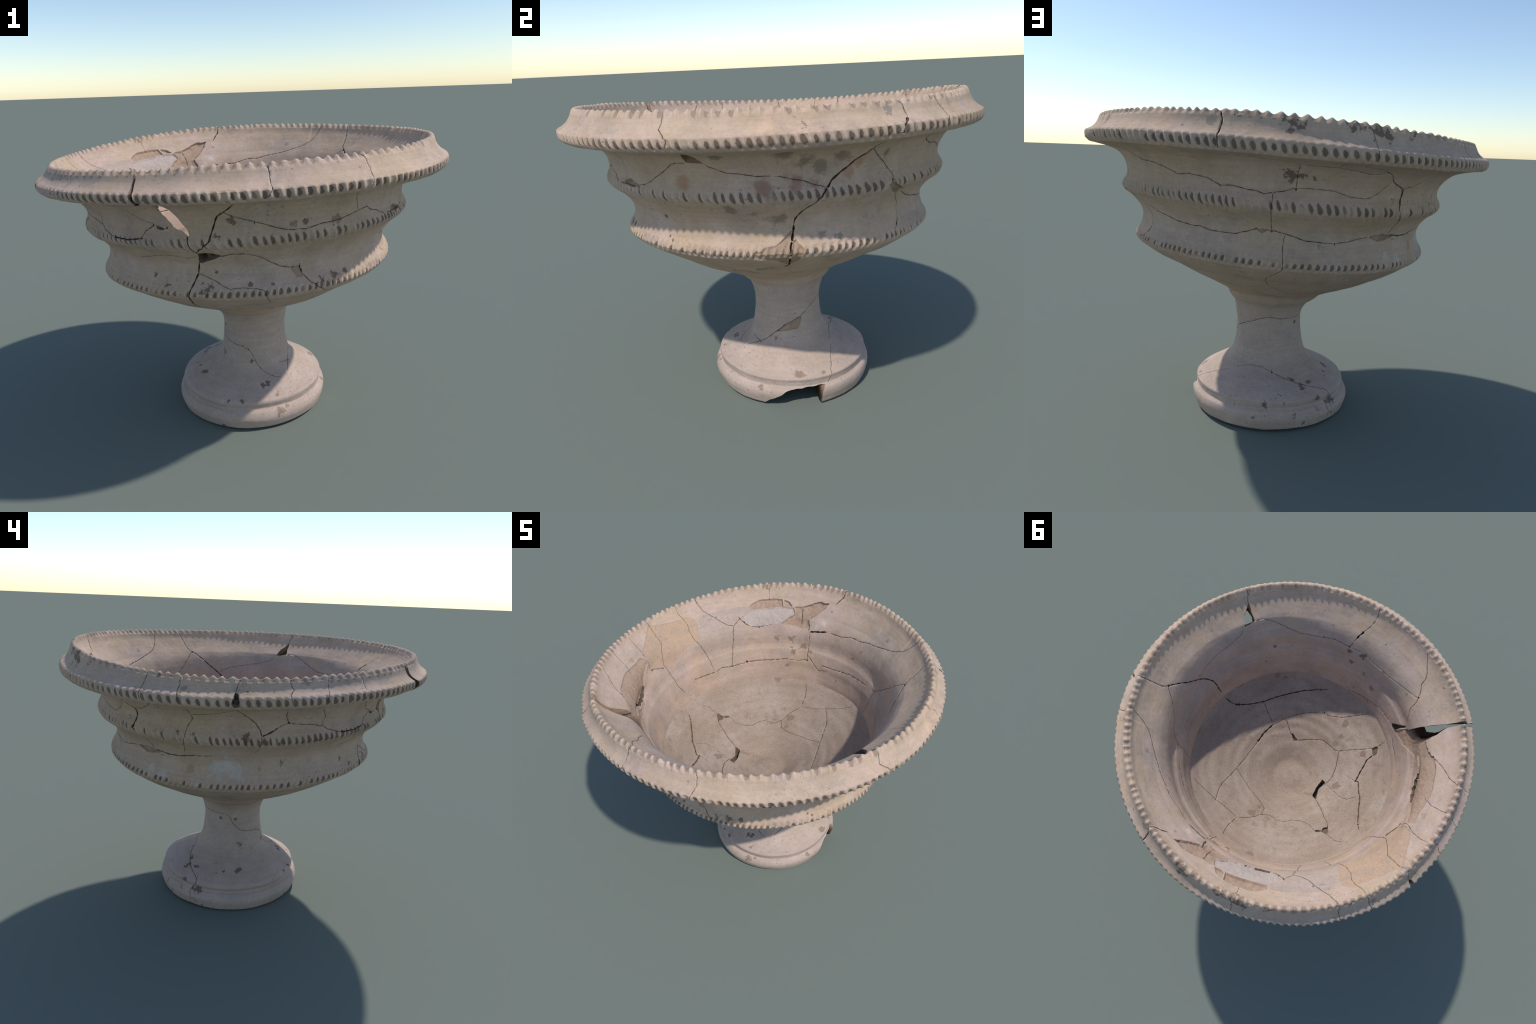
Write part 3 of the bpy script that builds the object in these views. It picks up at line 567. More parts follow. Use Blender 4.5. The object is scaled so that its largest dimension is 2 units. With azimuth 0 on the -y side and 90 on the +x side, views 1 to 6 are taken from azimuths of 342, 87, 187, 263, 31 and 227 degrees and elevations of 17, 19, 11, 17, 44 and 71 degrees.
# the wide gap that runs from the lip, over the flange and into the wall
hole("pot", "rim_opening", [
    (237.1, 2.128), (236.3, 2.156), (234.9, 2.192), (233.7, 2.243), (233, 2.279), (232.0, 2.361), (230.8, 2.421), (230.4, 2.442),
    (230.3, 2.459), (229.75, 2.494), (229.75, 2.524), (229.8, 2.557), (229.5, 2.592), (229.95, 2.62), (230.7, 2.681), (231, 2.712),
    (232.6, 2.816), (236.4, 2.973), (237.9, 2.999), (235.6, 3.022), (231.5, 3.004), (228.5, 2.955), (226.6, 2.89), (226.2, 2.82), (227.0, 2.771), (227.8, 2.74),
    (229.0, 2.717), (229.4, 2.681), (229.0, 2.661), (228.55, 2.62), (228.25, 2.592), (228.6, 2.557), (228.55, 2.524), (228.6, 2.494),
    (229.15, 2.459), (229.3, 2.442), (229.5, 2.421), (230.4, 2.361), (231.1, 2.279), (230.2, 2.256), (230.3, 2.225), (231.4, 2.195),
    (232.3, 2.179), (231.7, 2.169), (233.2, 2.156), (234.9, 2.151), (236.4, 2.134)])
# the piece missing from the foot
hole("pot", "foot_notch", [
    (-27, 0.462), (-21, 0.5), (-18, 0.512), (-13.4, 0.534), (-9.6, 0.554), (-6.6, 0.565), (-2, 0.571), (6.1, 0.574), (15.2, 0.576),
    (19.0, 0.57), (17, 0.555), (15.5, 0.535), (15.3, 0.48), (15.3, 0.455), (15, 0.42), (15, 0.36), (14, 0.32), (0, 0.31), (-8, 0.33), (-16, 0.37), (-22, 0.42)])

# ---------------------------------------------------------------- build the pot
import bpy

NT = 1440
ROWS = grow_spacing([(0, .009), (.40, .006), (.52, .0046), (.70, .0050), (1.15, .0060), (s_of(.68, .845), .0052), (s_of(.73, .88), .0040),
                     (s_of(.87, 1.31), .0042), (s_of(.977, 1.338), .0036), (s_of(.885, 1.42), .0036), (s_of(.80, 1.34), .0042),
                     (s_of(.66, 1.04), .0044), (S_END, .0052)])
TH = np.arange(NT) * TAU / NT
pot = Sheet(TH, ROWS, np.maximum(profile(ROWS)[:, 0], 1e-3), True)
FN = 311
GX = np.linspace(-.66, .66, FN)
base = Sheet(GX + FLOOR_AXIS[0], GX + FLOOR_AXIS[1], np.ones(FN), False)

HOLES = {}
for order, b in enumerate(sorted(BREAKS, key=lambda b: b[0] == "crack")):
    sheet = pot if b[1] == "pot" else base
    line = b[5].copy()
    if b[1] == "pot":
        line[:, 0] = np.radians(line[:, 0])
    if b[0] == "crack":
        sheet.cut_crack(b[3], b[4], line, order)
    else:
        sheet.cut_patch(b[3], b[4], line, order, b[0] == "hole")
        if b[0] == "hole":
            HOLES[b[2]] = sheet.holes[-1]

# sherds glued back a little proud of their neighbours: angle where the step is, which
# side stands out (+1 = the side of larger angle), amount, how far it fades
STEPS = [(229.4, 1, .007, 14), (42.0, -1, .004, 10), (176.0, -1, .004, 9)]


def offset_normal(fn, u, v, eu, ev):
    a = fn(u + eu, v) - fn(u - eu, v)
    b = fn(u, v + ev) - fn(u, v - ev)
    n = np.cross(b, a)
    return n / np.maximum(np.linalg.norm(n, axis=-1, keepdims=True), 1e-12)


U, V = pot.U, np.clip(pot.V, 0, S_END)
P = point(U, V)
Nn = -offset_normal(point, U, V, 2e-3, 1.5e-3)
lump = 0.0022 * noise(P, 7.0, 1) + 0.0010 * noise(P, 19.0, 2) + 0.0005 * noise(P, 55.0, 3)
lump *= np.clip(profile(V)[..., 0] / .1, 0, 1)
press = sum(press_depth(k, U, V) for k in BANDS)
sink = pot.sink * (1 + 0.22 * noise(P, 60.0, 4) * (pot.sink < -.004) * ~pot.crack)
for a, side, amount, fade in STEPS:
    d = (np.degrees(U) - a + 180) % 360 - 180
    wt = np.where(side * d > 0, np.exp(-np.abs(d) / fade), 0)
    s_w = np.clip((V - s_of(.82, 1.275)) / .1, 0, 1) * np.clip((s_of(.759, 1.305) - V) / .1, 0, 1)
    rad = np.stack([np.cos(U), np.sin(U), 0 * U], -1)
    P = P + rad * (amount * wt * s_w)[..., None]
P = P + Nn * (lump + press + sink)[..., None]
P[..., 2] = np.maximum(P[..., 2], 0)

FZ = floor_height(base.U, base.V)
FP = np.stack([base.U, base.V, FZ], -1)
FR = np.hypot(base.U - FLOOR_AXIS[0], base.V - FLOOR_AXIS[1])
ring = 0.0016 * np.sin(FR * 95 + 2 * noise(FP, 2.0, 5)) * np.clip((FR - .1) / .2, 0, 1)
FP[..., 2] += ring + 0.0030 * noise(FP, 6.0, 6) + 0.0011 * noise(FP, 24.0, 7) + base.sink * (1 + .2 * noise(FP, 50.0, 8))
FP[..., 2] += np.clip(FR - .52, 0, 1)**2 * 2.0

# ---------------------------------------------------------------- faces, stuff and parts
M = len(ROWS)
idx = np.arange(M * NT).reshape(M, NT)
nx = np.roll(idx, -1, 1)
quads = np.stack([idx[:-1], idx[1:], nx[1:], nx[:-1]], -1)
crk = pot.crack
cface = crk[:-1] | crk[1:] | np.roll(crk, -1, 1)[:-1] | np.roll(crk, -1, 1)[1:]
stuff = pot.stuff.copy()
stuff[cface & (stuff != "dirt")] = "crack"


def pieces(barrier, part, wrap):
    """Number the regions that breaks and part borders leave (smallest index spreads along rows and columns)."""
    m, n = barrier.shape
    lab = np.arange(m * n).reshape(m, n)
    lab[barrier] = m * n
    free = ~barrier
    for _ in range(60):
        old = lab.copy()
        for axis in (0, 1):
            for back in (False, True):
                A, F, Q = (x if axis else x.T for x in (lab, free, part))
                if back:
                    A, F, Q = A[:, ::-1], F[:, ::-1], Q[:, ::-1]
                run = np.ones(A.shape, bool)
                run[:, 1:] = ~(F[:, 1:] & F[:, :-1] & (Q[:, 1:] == Q[:, :-1]))
                flat = A.ravel()
                starts = np.flatnonzero(run.ravel())
                low = np.minimum.reduceat(flat, starts)
                res = np.repeat(low, np.diff(np.append(starts, flat.size))).reshape(A.shape)
                res = np.where(F, res, m * n)
                if back:
                    res = res[:, ::-1]
                lab = res if axis else res.T
                lab = np.ascontiguousarray(lab)
        if wrap:
            j = free[:, 0] & free[:, -1] & (part[:, 0] == part[:, -1])
            lo = np.minimum(lab[:, 0], lab[:, -1])
            lab[j, 0] = lo[j]
            lab[j, -1] = lo[j]
        if (lab == old).all():
            break
    ids, inv, cnt = np.unique(lab, return_inverse=True, return_counts=True)
    inv = inv.reshape(lab.shape)
    small = (cnt < 260) | (ids == m * n)
    out = np.where(small[inv], -1, inv)
    for _ in range(400):       # break faces and crumbs join the sherd beside them
        if (out >= 0).all():
            break
        for ax, sh in ((0, 1), (0, -1), (1, 1), (1, -1)):
            nb, nq = np.roll(out, sh, ax), np.roll(part, sh, ax)
            take = (out < 0) & (nb >= 0) & (nq == part)
            out[take] = nb[take]
    return np.maximum(out, 0)


LIMITS = [("foot", s_of(.208, .262)), ("stem", s_of(.232, .592)), ("outer_wall", s_of(.722, .873)), ("notched_ridge", s_of(.727, .934)),
          ("outer_wall", s_of(.776, 1.102)), ("notched_ridge.001", s_of(.801, 1.177)), ("outer_wall", s_of(.91, 1.322)),
          ("rim", s_of(.830, 1.365)), ("inner_wall", 9)]
PARTS = ["foot", "stem", "outer_wall", "notched_ridge", "notched_ridge.001", "rim", "inner_wall", "floor"]
mid_s = (ROWS[1:] + ROWS[:-1]) / 2
row_part = np.array([PARTS.index(LIMITS[int(np.searchsorted([l[1] for l in LIMITS], s))][0]) for s in mid_s])
part = np.broadcast_to(row_part[:, None], stuff.shape).copy()
sherd = pieces((stuff == "crack") | pot.gone, part, True)

def crack_triangles(quads4, core4):
    """Split the quads that hold a crack's bottom line so that the crack keeps straight sides."""
    n = core4.sum(1)
    first = core4.argmax(1)
    one = n == 1
    three = n == 3
    first = np.where(three, (~core4).argmax(1), first)
    opposite = (n == 2) & (core4[:, 0] == core4[:, 2])
    # cut from corner k to k+2: through the crack line if it runs corner to corner, else clear of the lone corner
    k = np.where(one | three, (first + 1) % 4, np.where(opposite, np.where(core4[:, 0], 0, 1), 0))
    r = np.arange(len(quads4))
    c = [quads4[r, (k + i) % 4] for i in range(4)]
    f = [core4[r, (k + i) % 4] for i in range(4)]
    tri = np.concatenate([np.stack([c[0], c[1], c[2]], 1), np.stack([c[0], c[2], c[3]], 1)])
    dark = np.concatenate([f[0] | f[1] | f[2], f[0] | f[2] | f[3]])
    return tri, dark, np.concatenate([r, r])


verts = [P.reshape(-1, 3)]
nv = M * NT
cq = cface & ~pot.gone
core4 = np.stack([crk[:-1], crk[1:], np.roll(crk, -1, 1)[1:], np.roll(crk, -1, 1)[:-1]], -1)[cq]
ct, ct_dark, ct_row = crack_triangles(quads[cq], core4)
plain = pot.stuff[cq][ct_row]
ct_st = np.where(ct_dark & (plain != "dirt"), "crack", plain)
ct_pt, ct_sh = part[cq][ct_row], sherd[cq][ct_row]
keep = ~pot.gone & ~cface
F4 = quads[keep]
f_stuff = stuff[keep].tolist()
f_part = part[keep].tolist()
f_sherd = sherd[keep].tolist()


def border(mask):
    """Ordered vertex loop round a removed patch, with the part and sherd of the face kept beside each edge."""
    step, beside = {}, {}
    for i, j in np.argwhere(mask):
        ring4 = quads[i, j]
        for e, (di, dj) in zip(range(4), ((0, -1), (1, 0), (0, 1), (-1, 0))):
            ni, nj = i + di, (j + dj) % NT
            if not (0 <= ni < M - 1) or not mask[ni, nj]:
                a, b = ring4[e], ring4[(e + 1) % 4]
                step[a] = b
                beside[a] = (part[ni, nj], sherd[ni, nj])
    loops = []
    while step:
        a = next(iter(step))
        loop = []
        while a in step:
            loop.append(a)
            a = step.pop(a)
        loops.append(loop)
    loop = max(loops, key=len)
    return loop, [beside[a] for a in loop]


walls = []     # (vertices of a broken face, part, sherd)


def zipper(A, B, tagA, closed):
    """Strip of triangles between two rows of vertices."""
    pa, pb = P.reshape(-1, 3)[A], P.reshape(-1, 3)[B]

    def along(p):
        d = np.concatenate([[0], np.cumsum(np.linalg.norm(np.diff(p, axis=0), axis=1))])
        return d / max(d[-1], 1e-9)
    ta, tb = along(pa), along(pb)
    i = j = 0
    while i < len(A) - 1 or j < len(B) - 1:
        if j == len(B) - 1 or (i < len(A) - 1 and ta[i + 1] <= tb[j + 1]):
            walls.append(((A[i], A[i + 1], B[j]), *tagA[i]))
            i += 1
        else:
            walls.append(((A[i], B[j + 1], B[j]), *tagA[min(i, len(tagA) - 1)]))
            j += 1


flatV, flatP = V.reshape(-1), P.reshape(-1, 3)
for name, over in (("rim_opening", S_LIP), ("foot_notch", s_of(.392, .004))):
    loop, tag = border(HOLES[name])
    sv = flatV[loop]
    a, b = int(sv.argmin()), int(sv.argmax())
    k = len(loop)
    for step in (1, -1):
        chain = [(a + step * t) % k for t in range(((b - a) * step) % k + 1)]
        cross = next(t for t, c in enumerate(chain) if sv[c] > over)
        one, two = chain[:cross + 1], chain[cross:][::-1]
        A, B = [loop[c] for c in one[::-1]], [loop[c] for c in two[::-1]]
        tg = [tag[c] for c in one[::-1]]
        if step == -1:
            zipper(A, B, tg, False)
        else:
            n0 = len(walls)
            zipper(A, B, tg, False)
            walls[n0:] = [((w[0][0], w[0][2], w[0][1]), w[1], w[2]) for w in walls[n0:]]
la, ta = border(HOLES["wedge_hole"])
lb, tb = border(HOLES["wedge_hole_inside"])
# both loops are walked the same way round in (theta, s); inside and outside face each other, so one is reversed
lb = lb[::-1]
pa, pb = flatP[la], flatP[lb]
shift = min(range(len(lb)), key=lambda k: np.linalg.norm(pa[0] - pb[k]))
lb = lb[shift:] + lb[:shift]
zipper(la + la[:1], lb + lb[:1], ta + ta[:1], True)

wall_faces = [w[0] for w in walls]

# the floor disc
fidx = np.arange(FN * FN).reshape(FN, FN) + nv
fq = np.stack([fidx[:-1, :-1], fidx[:-1, 1:], fidx[1:, 1:], fidx[1:, :-1]], -1)
fr = (FR[:-1, :-1] + FR[1:, 1:]) / 2
fkeep = fr < .652
fc = base.crack
fcf = fc[:-1, :-1] | fc[1:, :-1] | fc[:-1, 1:] | fc[1:, 1:]
fst = base.stuff.copy()
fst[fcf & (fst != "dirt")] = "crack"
fpart = np.full(fst.shape, PARTS.index("floor"))
fsherd = pieces((fst == "crack") | ~fkeep, fpart, False)
verts.append(FP.reshape(-1, 3))

fcq = fcf & fkeep
fcore = np.stack([fc[:-1, :-1], fc[:-1, 1:], fc[1:, 1:], fc[1:, :-1]], -1)[fcq]
gt, gt_dark, gt_row = crack_triangles(fq[fcq], fcore)
gplain = base.stuff[fcq][gt_row]
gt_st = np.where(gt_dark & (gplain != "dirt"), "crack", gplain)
fplain = fkeep & ~fcf

VX = np.concatenate(verts)
quad_all = np.concatenate([F4, fq[fplain]])
st_all = np.array(f_stuff + fst[fplain].tolist())
pt_all = np.array(f_part + fpart[fplain].tolist())
sh_all = np.array(f_sherd + fsherd[fplain].tolist())
tri_all = np.concatenate([np.array(wall_faces), ct, gt])
st_tri = np.concatenate([np.full(len(walls), "broken"), ct_st, gt_st])
pt_tri = np.concatenate([[w[1] for w in walls], ct_pt, fpart[fcq][gt_row]])
sh_tri = np.concatenate([[w[2] for w in walls], ct_sh, fsherd[fcq][gt_row]])

# smooth normals of the whole pot, shared by the parts cut from it
NORM = np.zeros_like(VX)
fn = np.cross(VX[quad_all[:, 2]] - VX[quad_all[:, 0]], VX[quad_all[:, 3]] - VX[quad_all[:, 1]])
for c in range(4):
    for ax in range(3):
        NORM[:, ax] += np.bincount(quad_all[:, c], fn[:, ax], len(VX))
tn = np.cross(VX[tri_all[:, 1]] - VX[tri_all[:, 0]], VX[tri_all[:, 2]] - VX[tri_all[:, 0]]) * (st_tri != "broken")[:, None]
for c in range(3):
    for ax in range(3):
        NORM[:, ax] += np.bincount(tri_all[:, c], tn[:, ax], len(VX))
NORM /= np.maximum(np.linalg.norm(NORM, axis=1, keepdims=True), 1e-15)

# ---------------------------------------------------------------- materials
class Nodes:
    """Small helper that writes shader maths as nodes."""

    def __init__(self, name):
        self.mat = bpy.data.materials.new(name)
        self.mat.use_nodes = True
        self.t = self.mat.node_tree
        self.bsdf = self.t.nodes["Principled BSDF"]
        self.co = self.t.nodes.new("ShaderNodeTexCoord").outputs["Object"]
        sep = self.t.nodes.new("ShaderNodeSeparateXYZ")
        self.t.links.new(self.co, sep.inputs[0])
        self.x, self.y, self.z = sep.outputs

    def put(self, socket, value):
        if isinstance(value, bpy.types.NodeSocket):
            self.t.links.new(value, socket)
        elif isinstance(value, tuple) and len(value) == 3 and socket.type == "RGBA":
            socket.default_value = (*value, 1)
        else:
            socket.default_value = value

    def m(self, op, *args):
        n = self.t.nodes.new("ShaderNodeMath")
        n.operation = op
        for s, a in zip(n.inputs, args):
            self.put(s, a)
        return n.outputs[0]

    def add(self, *a):
        r = a[0]
        for b in a[1:]:
            r = self.m("ADD", r, b)
        return r

    def mul(self, *a):
        r = a[0]
        for b in a[1:]:
            r = self.m("MULTIPLY", r, b)
        return r

    def step(self, v, lo, hi, out=(0.0, 1.0)):
        n = self.t.nodes.new("ShaderNodeMapRange")
        n.interpolation_type = "SMOOTHSTEP"
        flip = lo > hi
        if flip:
            lo, hi, out = hi, lo, out[::-1]
        for s, a in zip(("Value", "From Min", "From Max", "To Min", "To Max"), (v, lo, hi, *out)):
            self.put(n.inputs[s], a)
        return n.outputs[0]

    def scaled(self, k):
        n = self.t.nodes.new("ShaderNodeMapping")
        n.inputs["Scale"].default_value = k
        self.t.links.new(self.co, n.inputs["Vector"])
        return n.outputs[0]

    def noise(self, scale, detail=3, rough=.55, vec=None):
        n = self.t.nodes.new("ShaderNodeTexNoise")
        self.t.links.new(vec or self.co, n.inputs["Vector"])
        n.inputs["Scale"].default_value = scale
        n.inputs["Detail"].default_value = detail
        n.inputs["Roughness"].default_value = rough
        return n.outputs["Fac"]

    def cells(self, scale, vec=None):
        n = self.t.nodes.new("ShaderNodeTexVoronoi")
        self.t.links.new(vec or self.co, n.inputs["Vector"])
        n.inputs["Scale"].default_value = scale
        sep = self.t.nodes.new("ShaderNodeSeparateColor")
        self.t.links.new(n.outputs["Color"], sep.inputs[0])
        return n.outputs["Distance"], sep.outputs[0]

    def mix(self, f, a, b):
        n = self.t.nodes.new("ShaderNodeMix")
        n.data_type = "RGBA"
        self.put(n.inputs[0], f)
        self.put(n.inputs[6], a)
        self.put(n.inputs[7], b)
        return n.outputs[2]

    def shade(self, col, f):
        """Multiply a colour by a grey factor."""
        n = self.t.nodes.new("ShaderNodeVectorMath")
        n.operation = "SCALE"
        self.put(n.inputs[0], col)
        self.put(n.inputs["Scale"], f)
        return n.outputs[0]

    def near(self, spots):
        """1 at the heart of the nearest of some spots, 0 at its rim."""
        best = None
        for x, y, z, r in spots:
            d = self.t.nodes.new("ShaderNodeVectorMath")
            d.operation = "DISTANCE"
            self.t.links.new(self.co, d.inputs[0])
            d.inputs[1].default_value = (x, y, z)
            v = self.m("MULTIPLY_ADD", d.outputs["Value"], -1 / r, 1.0)
            best = v if best is None else self.m("MAXIMUM", best, v)
        return best if best is not None else self.m("ADD", -1.0, 0.0)

    def finish(self, col, bump=None, strength=.25, rough=.9):
        self.put(self.bsdf.inputs["Base Color"], col)
        self.bsdf.inputs["Roughness"].default_value = rough
        self.bsdf.inputs["Specular IOR Level"].default_value = .25
        if bump is not None:
            b = self.t.nodes.new("ShaderNodeBump")
            b.inputs["Strength"].default_value = strength
            b.inputs["Distance"].default_value = .002
            self.t.links.new(bump, b.inputs["Height"])
            self.t.links.new(b.outputs[0], self.bsdf.inputs["Normal"])
        return self.mat


def which_side(x, y, z):
    if z < .60:
        return "foot"
    a, b = x - .012, y - .004
    r = math.hypot(a, b)
    zz = z - .037 * x + .006 * y
    if abs(z - floor_height(x, y)) < .03 and r < .66:
        return "floor"
    row = profile(np.linspace(0, S_LIP, 900))
    out_r = row[np.abs(row[:, 1] - zz).argmin(), 0] if zz < 1.33 else (0.955 if zz < 1.40 else .925)
    return "outside" if r > out_r - .035 else "inside"


BUFF, ROSE, GREY = (.500, .362, .256), (.495, .360, .288), (.365, .288, .235)
DARK, BROWN = (.140, .096, .070), (.270, .178, .120)
GROUPS = {"dark": DARK, "brown": BROWN, "grey": (.260, .215, .180), "olive": (.330, .255, .150), "ochre": (.480, .320, .160)}
WASHES = {"red": ((.280, .155, .120), .70), "orange": ((.400, .200, .100), .60), "soot": ((.215, .160, .122), .75), "white": ((.520, .470, .410), .75), "peach": ((.640, .430, .305), .55)}

# bands in the material: middle height at the axis, half height, least radius, level
SHADE_BANDS = {"flange": (1.3605, .0200, .930, 4.6), "upper": (1.1430, .0270, .765, 3), "lower": (.9010, .0170, .690, 2), "lip": (1.4600, .022, .80, 6)}


def fired_clay(name, side):
    n = Nodes(name)
    big = n.noise(2.2, 4, .6)
    mid = n.noise(9.0, 5, .6)
    fine = n.noise(70.0, 4, .7)
    grit = n.noise(260.0, 2, .6)
    streak = n.noise(4.0, 4, .65, n.scaled((1, 1, 22)))
    col = n.mix(n.step(n.add(big, n.mul(mid, .35)), .52, .84), BUFF, ROSE)
    col = n.mix(n.mul(n.step(n.noise(5.0, 6, .68), .50, .66), .62), col, GREY)
    col = n.mix(n.mul(n.step(n.noise(8.0, 6, .7), .54, .60), .22), col, (.560, .440, .345))
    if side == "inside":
        col = n.mix(n.mul(n.step(n.noise(3.4, 4, .6), .35, .62), .55), col, (.385, .305, .262))  # lining greyed and darkened for the cool sky shade inside the bowl
    if side == "foot":
        col = n.mix(.55, col, (.455, .360, .310))
    # broad washes where the pot was burnt, limed or fired redder
    ragged = n.noise(16.0, 6, .65)
    for g, (c, most) in WASHES.items():
        spots = [s for s in STAINS.get(g, []) if which_side(*s[:3]) == side]
        if spots:
            f = n.add(n.mul(n.near(spots), .8), n.mul(ragged, 2.4), -1.30)
            soft = (0.0, .85) if g == "peach" else (.05, .55)
            col = n.mix(n.mul(n.step(f, *soft), most), col, c)
    col = n.shade(col, n.add(.44, n.mul(mid, .44), n.mul(fine, .34), n.mul(streak, .28)))
    # mineral pits and specks
    wob = n.t.nodes.new("ShaderNodeVectorMath")
    wob.operation = "MULTIPLY_ADD"
    noise_v = n.t.nodes.new("ShaderNodeTexNoise")
    noise_v.inputs["Scale"].default_value = 90
    n.t.links.new(n.co, noise_v.inputs["Vector"])
    n.t.links.new(noise_v.outputs["Color"], wob.inputs[0])
    wob.inputs[1].default_value = (.012, .012, .012)
    n.t.links.new(n.scaled((1, 1, 1.5)), wob.inputs[2])
    crowd = n.noise(3.1, 3, .6)
    speck = None
    for scale, size, share in ((22, .17, .13), (44, .22, .17), (90, .26, .22)):
        d, r = n.cells(scale, wob.outputs[0])
        pick = n.step(n.add(r, n.mul(crowd, -.9)), share - .52, share - .56)
        s = n.mul(n.step(d, size, size * .72), pick)
        speck = s if speck is None else n.m("MAXIMUM", speck, s)
    col = n.mix(n.mul(speck, n.step(mid, .35, .65, (.35, .80))), col, (.215, .145, .100))
    # dark crusts: scattered ones and the larger ones that sit in known places
    crust = n.mul(n.step(n.noise(13.0, 7, .68), .645, .665), n.step(n.noise(2.7, 2, .5), .50, .60))
    col = n.mix(n.mul(crust, .85), col, (.190, .142, .108))
    lumps = n.noise(42.0, 5, .7)
    for g, c in GROUPS.items():
        spots = [s for s in STAINS.get(g, []) if which_side(*s[:3]) == side]
        if spots:
            f = n.add(n.mul(n.near(spots), .75), n.mul(lumps, 3.0), n.mul(ragged, 1.4), -2.30)
            col = n.mix(n.mul(n.step(f, .10, .24), .85), col, c)
    lime = n.step(n.noise(55.0, 4, .6), .745, .765)
    col = n.mix(n.mul(lime, .35), col, (.64, .60, .55))
    # brown earth left in the finger presses
    for b in (("flange", "upper", "lower", "lip") if side == "outside" else ()):
        mid_z, half, least, lv = SHADE_BANDS[b]
        B = BANDS[b]
        L = level_at(np.array([float(lv)]))[0]
        X, Y = n.add(n.x, -B["axis"][0]), n.add(n.y, -B["axis"][1])
        th = n.m("ARCTAN2", Y, X)
        rho = n.m("SQRT", n.add(n.mul(X, X), n.mul(Y, Y)))
        up = n.add(n.z, n.mul(n.x, -float(L[0])), n.mul(n.y, -float(L[1])),
                   n.mul(n.m("COSINE", n.mul(th, 2.0)), -float(L[4])), n.mul(n.m("SINE", n.mul(th, 2.0)), -float(L[5])), -mid_z)
        ph = n.mul(th, float(B["n"]))
        for a, k, o in B["wob"]:
            ph = n.add(ph, n.mul(n.m("SINE", n.m("MULTIPLY_ADD", th, float(k), o)), a))
        ph = n.add(ph, n.mul(up, float(B["slant"] * 6)))
        hollow = n.m("ABSOLUTE", n.m("SINE", n.mul(ph, .5)))
        w = n.t.nodes.new("ShaderNodeTexWhiteNoise")
        w.noise_dimensions = "1D"
        n.t.links.new(n.m("FLOOR", n.mul(ph, 1 / TAU)), w.inputs["W"])
        stretch = n.add(n.noise(2.1, 2, .5), n.mul(w.outputs["Value"], .45))      # some stretches are clean, some dark
        amount = n.step(stretch, *((.44, .70) if b == "flange" else (.52, .74)))
        high = n.step(n.m("ABSOLUTE", n.mul(up, 1 / half)), 1.0, .45)
        across = n.m("MULTIPLY_ADD", n.mul(hollow, hollow), -1.0, 1.0)       # 0 in the middle of a press, 1 on its ridges
        tall = n.mul(up, 1 / half)
        f = n.add(1.25, n.mul(across, -1.15), n.mul(tall, tall, -.95), n.mul(lumps, 1.5), n.mul(w.outputs["Value"], -.35), n.mul(amount, .35), -1.02)
        ok = n.step(rho, least, least + .004)
        stain = n.mul(n.step(f, .34, .72), ok, n.step(amount, .02, .3))
        tone = n.mix(w.outputs["Value"], (.190, .135, .098), (.110, .080, .060)) if b != "lip" else (.290, .205, .150)
        col = n.mix(n.mul(stain, .90), col, tone)
        rub = n.mul(n.step(hollow, .30, .05), high, ok)
        col = n.mix(n.mul(rub, .28), col, (.66, .54, .43))
    bump = n.add(n.mul(fine, .6), n.mul(grit, .35), n.mul(streak, .5), n.mul(speck, -1.2))
    return n.finish(col, bump, .30)


def floor_clay():
    n = Nodes("dusty_floor_clay")
    big, mid = n.noise(2.6, 5, .62), n.noise(11.0, 6, .65)
    fine, grit = n.noise(80.0, 5, .75), n.noise(230.0, 3, .7)
    X, Y = n.add(n.x, -FLOOR_AXIS[0]), n.add(n.y, -FLOOR_AXIS[1])
    rho = n.m("SQRT", n.add(n.mul(X, X), n.mul(Y, Y)))
    col = n.mix(n.step(big, .38, .66), (.330, .250, .192), (.400, .318, .258))
    col = n.mix(n.mul(n.step(mid, .52, .70), .6), col, (.255, .185, .133))
    rings = n.m("SINE", n.add(n.mul(rho, 120.0), n.mul(mid, 5.0)))
    col = n.shade(col, n.add(.60, n.mul(fine, .45), n.mul(grit, .32), n.mul(rings, .025)))
    crowd = n.noise(4.0, 3, .6)
    d, r = n.cells(150)
    pick = n.step(n.add(r, n.mul(crowd, -1.1)), -.02, -.08)
    col = n.mix(n.mul(n.step(d, .34, .22), pick, .75), col, (.120, .090, .070))
    d, r = n.cells(95)
    col = n.mix(n.mul(n.step(d, .20, .12), n.step(r, .86, .88), .7), col, (.640, .580, .510))
    d, r = n.cells(60)
    col = n.mix(n.mul(n.step(d, .14, .09), n.step(r, .90, .92), .8), col, (.480, .270, .100))
    lumps, ragged = n.noise(42.0, 5, .7), n.noise(16.0, 6, .65)
    crust = n.mul(n.step(n.noise(14.0, 7, .7), .60, .64), n.step(n.noise(3.3, 2, .5), .46, .58))
    col = n.mix(n.mul(crust, .6), col, (.225, .160, .115))
    spots = [s for g in ("dark", "brown", "olive") for s in STAINS[g] if which_side(*s[:3]) == "floor"]
    f = n.add(n.near(spots), n.mul(lumps, 1.7), n.mul(ragged, .8), -1.35)
    col = n.mix(n.mul(n.step(f, .10, .25), .75), col, (.225, .150, .105))
    return n.finish(col, n.add(n.mul(fine, .6), n.mul(grit, .6)), .4)


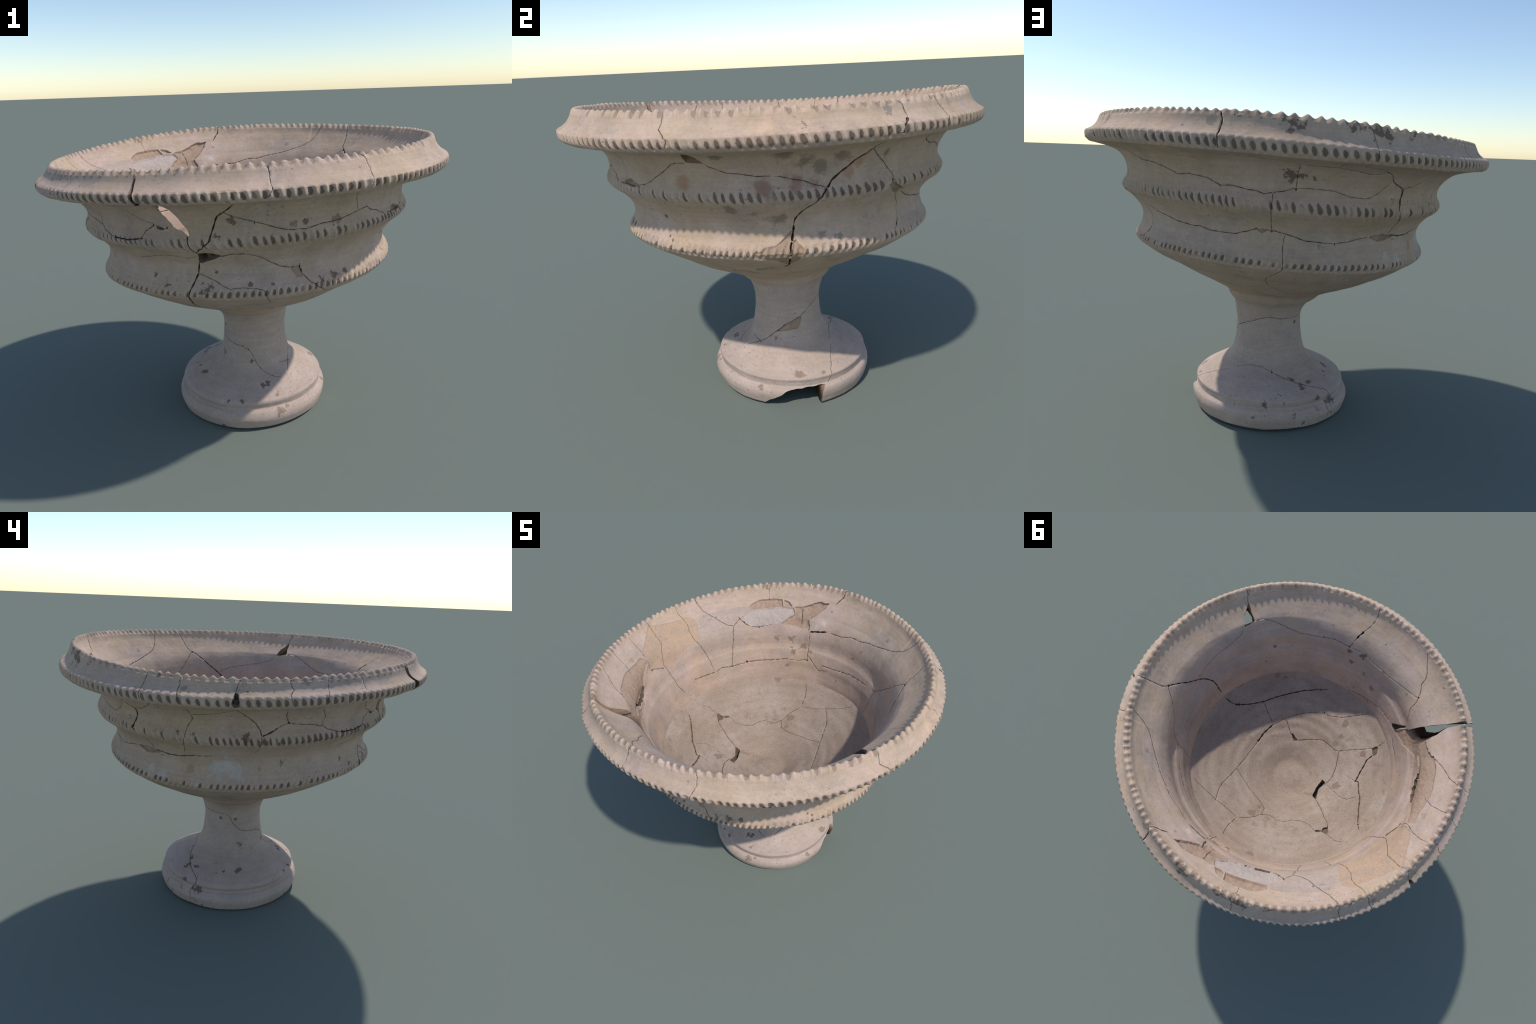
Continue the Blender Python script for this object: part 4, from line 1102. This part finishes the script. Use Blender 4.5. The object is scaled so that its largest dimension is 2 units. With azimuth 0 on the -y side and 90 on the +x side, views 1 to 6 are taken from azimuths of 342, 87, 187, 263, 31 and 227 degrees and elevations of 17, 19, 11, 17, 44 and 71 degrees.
def plain_clay(name, a, b, dark, rough=.95):
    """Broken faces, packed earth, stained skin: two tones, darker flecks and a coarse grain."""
    n = Nodes(name)
    mid, fine = n.noise(14.0, 6, .65), n.noise(85.0, 4, .7)
    col = n.mix(n.step(mid, .38, .66), a, b)
    col = n.shade(col, n.add(.70, n.mul(fine, .58)))
    fleck = n.step(n.noise(48.0, 5, .7), .60, .66)
    col = n.mix(n.mul(fleck, .55), col, dark)
    return n.finish(col, n.add(fine, n.mul(n.noise(200.0, 3, .7), .4)), .5, rough)


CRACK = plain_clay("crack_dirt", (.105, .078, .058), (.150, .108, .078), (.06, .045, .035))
PIT_DARK = plain_clay("packed_dirt", (.140, .100, .070), (.195, .140, .098), (.06, .045, .035))  # dark brown tone of the openings and deep pits
BARE = plain_clay("bare_clay", (.400, .285, .205), (.350, .232, .162), (.220, .150, .105))
PEACH = plain_clay("stained_clay", (.470, .320, .215), (.420, .300, .215), (.290, .195, .120))
PALE = plain_clay("pale_clay", (.430, .345, .295), (.460, .375, .320), (.330, .250, .195))
BROKEN = plain_clay("broken_clay", (.340, .225, .150), (.290, .185, .120), (.150, .100, .070))
RESTED = [CRACK, PIT_DARK, BARE, PEACH, PALE, BROKEN]
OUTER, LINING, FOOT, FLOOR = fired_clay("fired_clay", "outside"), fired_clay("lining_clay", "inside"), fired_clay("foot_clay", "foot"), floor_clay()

# ---------------------------------------------------------------- objects
top = bpy.data.objects.new("pedestal_bowl", None)
bpy.context.scene.collection.objects.link(top)
top["label"] = "cracked buff terracotta footed bowl with scalloped rim and ridges"
top["category"] = "pottery vessel"

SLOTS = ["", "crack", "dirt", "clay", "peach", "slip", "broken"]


def add_mesh(name, faces4, kinds4, faces3, kinds3, mats, parent):
    used = np.unique(np.concatenate([faces4.ravel(), faces3.ravel()]).astype(np.int64))
    remap = np.full(len(VX), -1, np.int64)
    remap[used] = np.arange(len(used))
    me = bpy.data.meshes.new(name)
    me.vertices.add(len(used))
    me.vertices.foreach_set("co", VX[used].astype(np.float32).ravel())
    loops = np.concatenate([remap[faces4].ravel(), remap[faces3].ravel()]).astype(np.int32)
    n4, n3 = len(faces4), len(faces3)
    me.loops.add(len(loops))
    me.loops.foreach_set("vertex_index", loops)
    me.polygons.add(n4 + n3)
    me.polygons.foreach_set("loop_start", np.concatenate([np.arange(n4) * 4, n4 * 4 + np.arange(n3) * 3]).astype(np.int32))
    for m in mats:
        me.materials.append(m)
    slot = np.array([SLOTS.index(k) for k in kinds4.tolist() + kinds3.tolist()], np.int32)
    me.polygons.foreach_set("material_index", slot)
    me.polygons.foreach_set("use_smooth", np.concatenate([np.ones(n4, bool), kinds3 != "broken"]))
    me.update(calc_edges=True)
    me.normals_split_custom_set_from_vertices(NORM[used].tolist())
    ob = bpy.data.objects.new(name, me)
    bpy.context.scene.collection.objects.link(ob)
    ob.parent = parent
    return ob


SHERDS = {"rim": "rim_sherd", "outer_wall": "wall_sherd", "inner_wall": "lining_sherd", "floor": "floor_sherd"}
for p, pname in enumerate(PARTS):
    q = pt_all == p
    t = pt_tri == p
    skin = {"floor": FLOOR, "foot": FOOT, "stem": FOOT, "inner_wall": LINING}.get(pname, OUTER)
    mats = [skin] + RESTED
    if pname not in SHERDS:
        add_mesh(pname, quad_all[q], st_all[q], tri_all[t], st_tri[t], mats, top)
        continue
    group = bpy.data.objects.new(pname, None)
    bpy.context.scene.collection.objects.link(group)
    group.parent = top
    for s in np.unique(sh_all[q]):
        a, b = q & (sh_all == s), t & (sh_tri == s)
        add_mesh(SHERDS[pname], quad_all[a], st_all[a], tri_all[b], st_tri[b], mats, group)
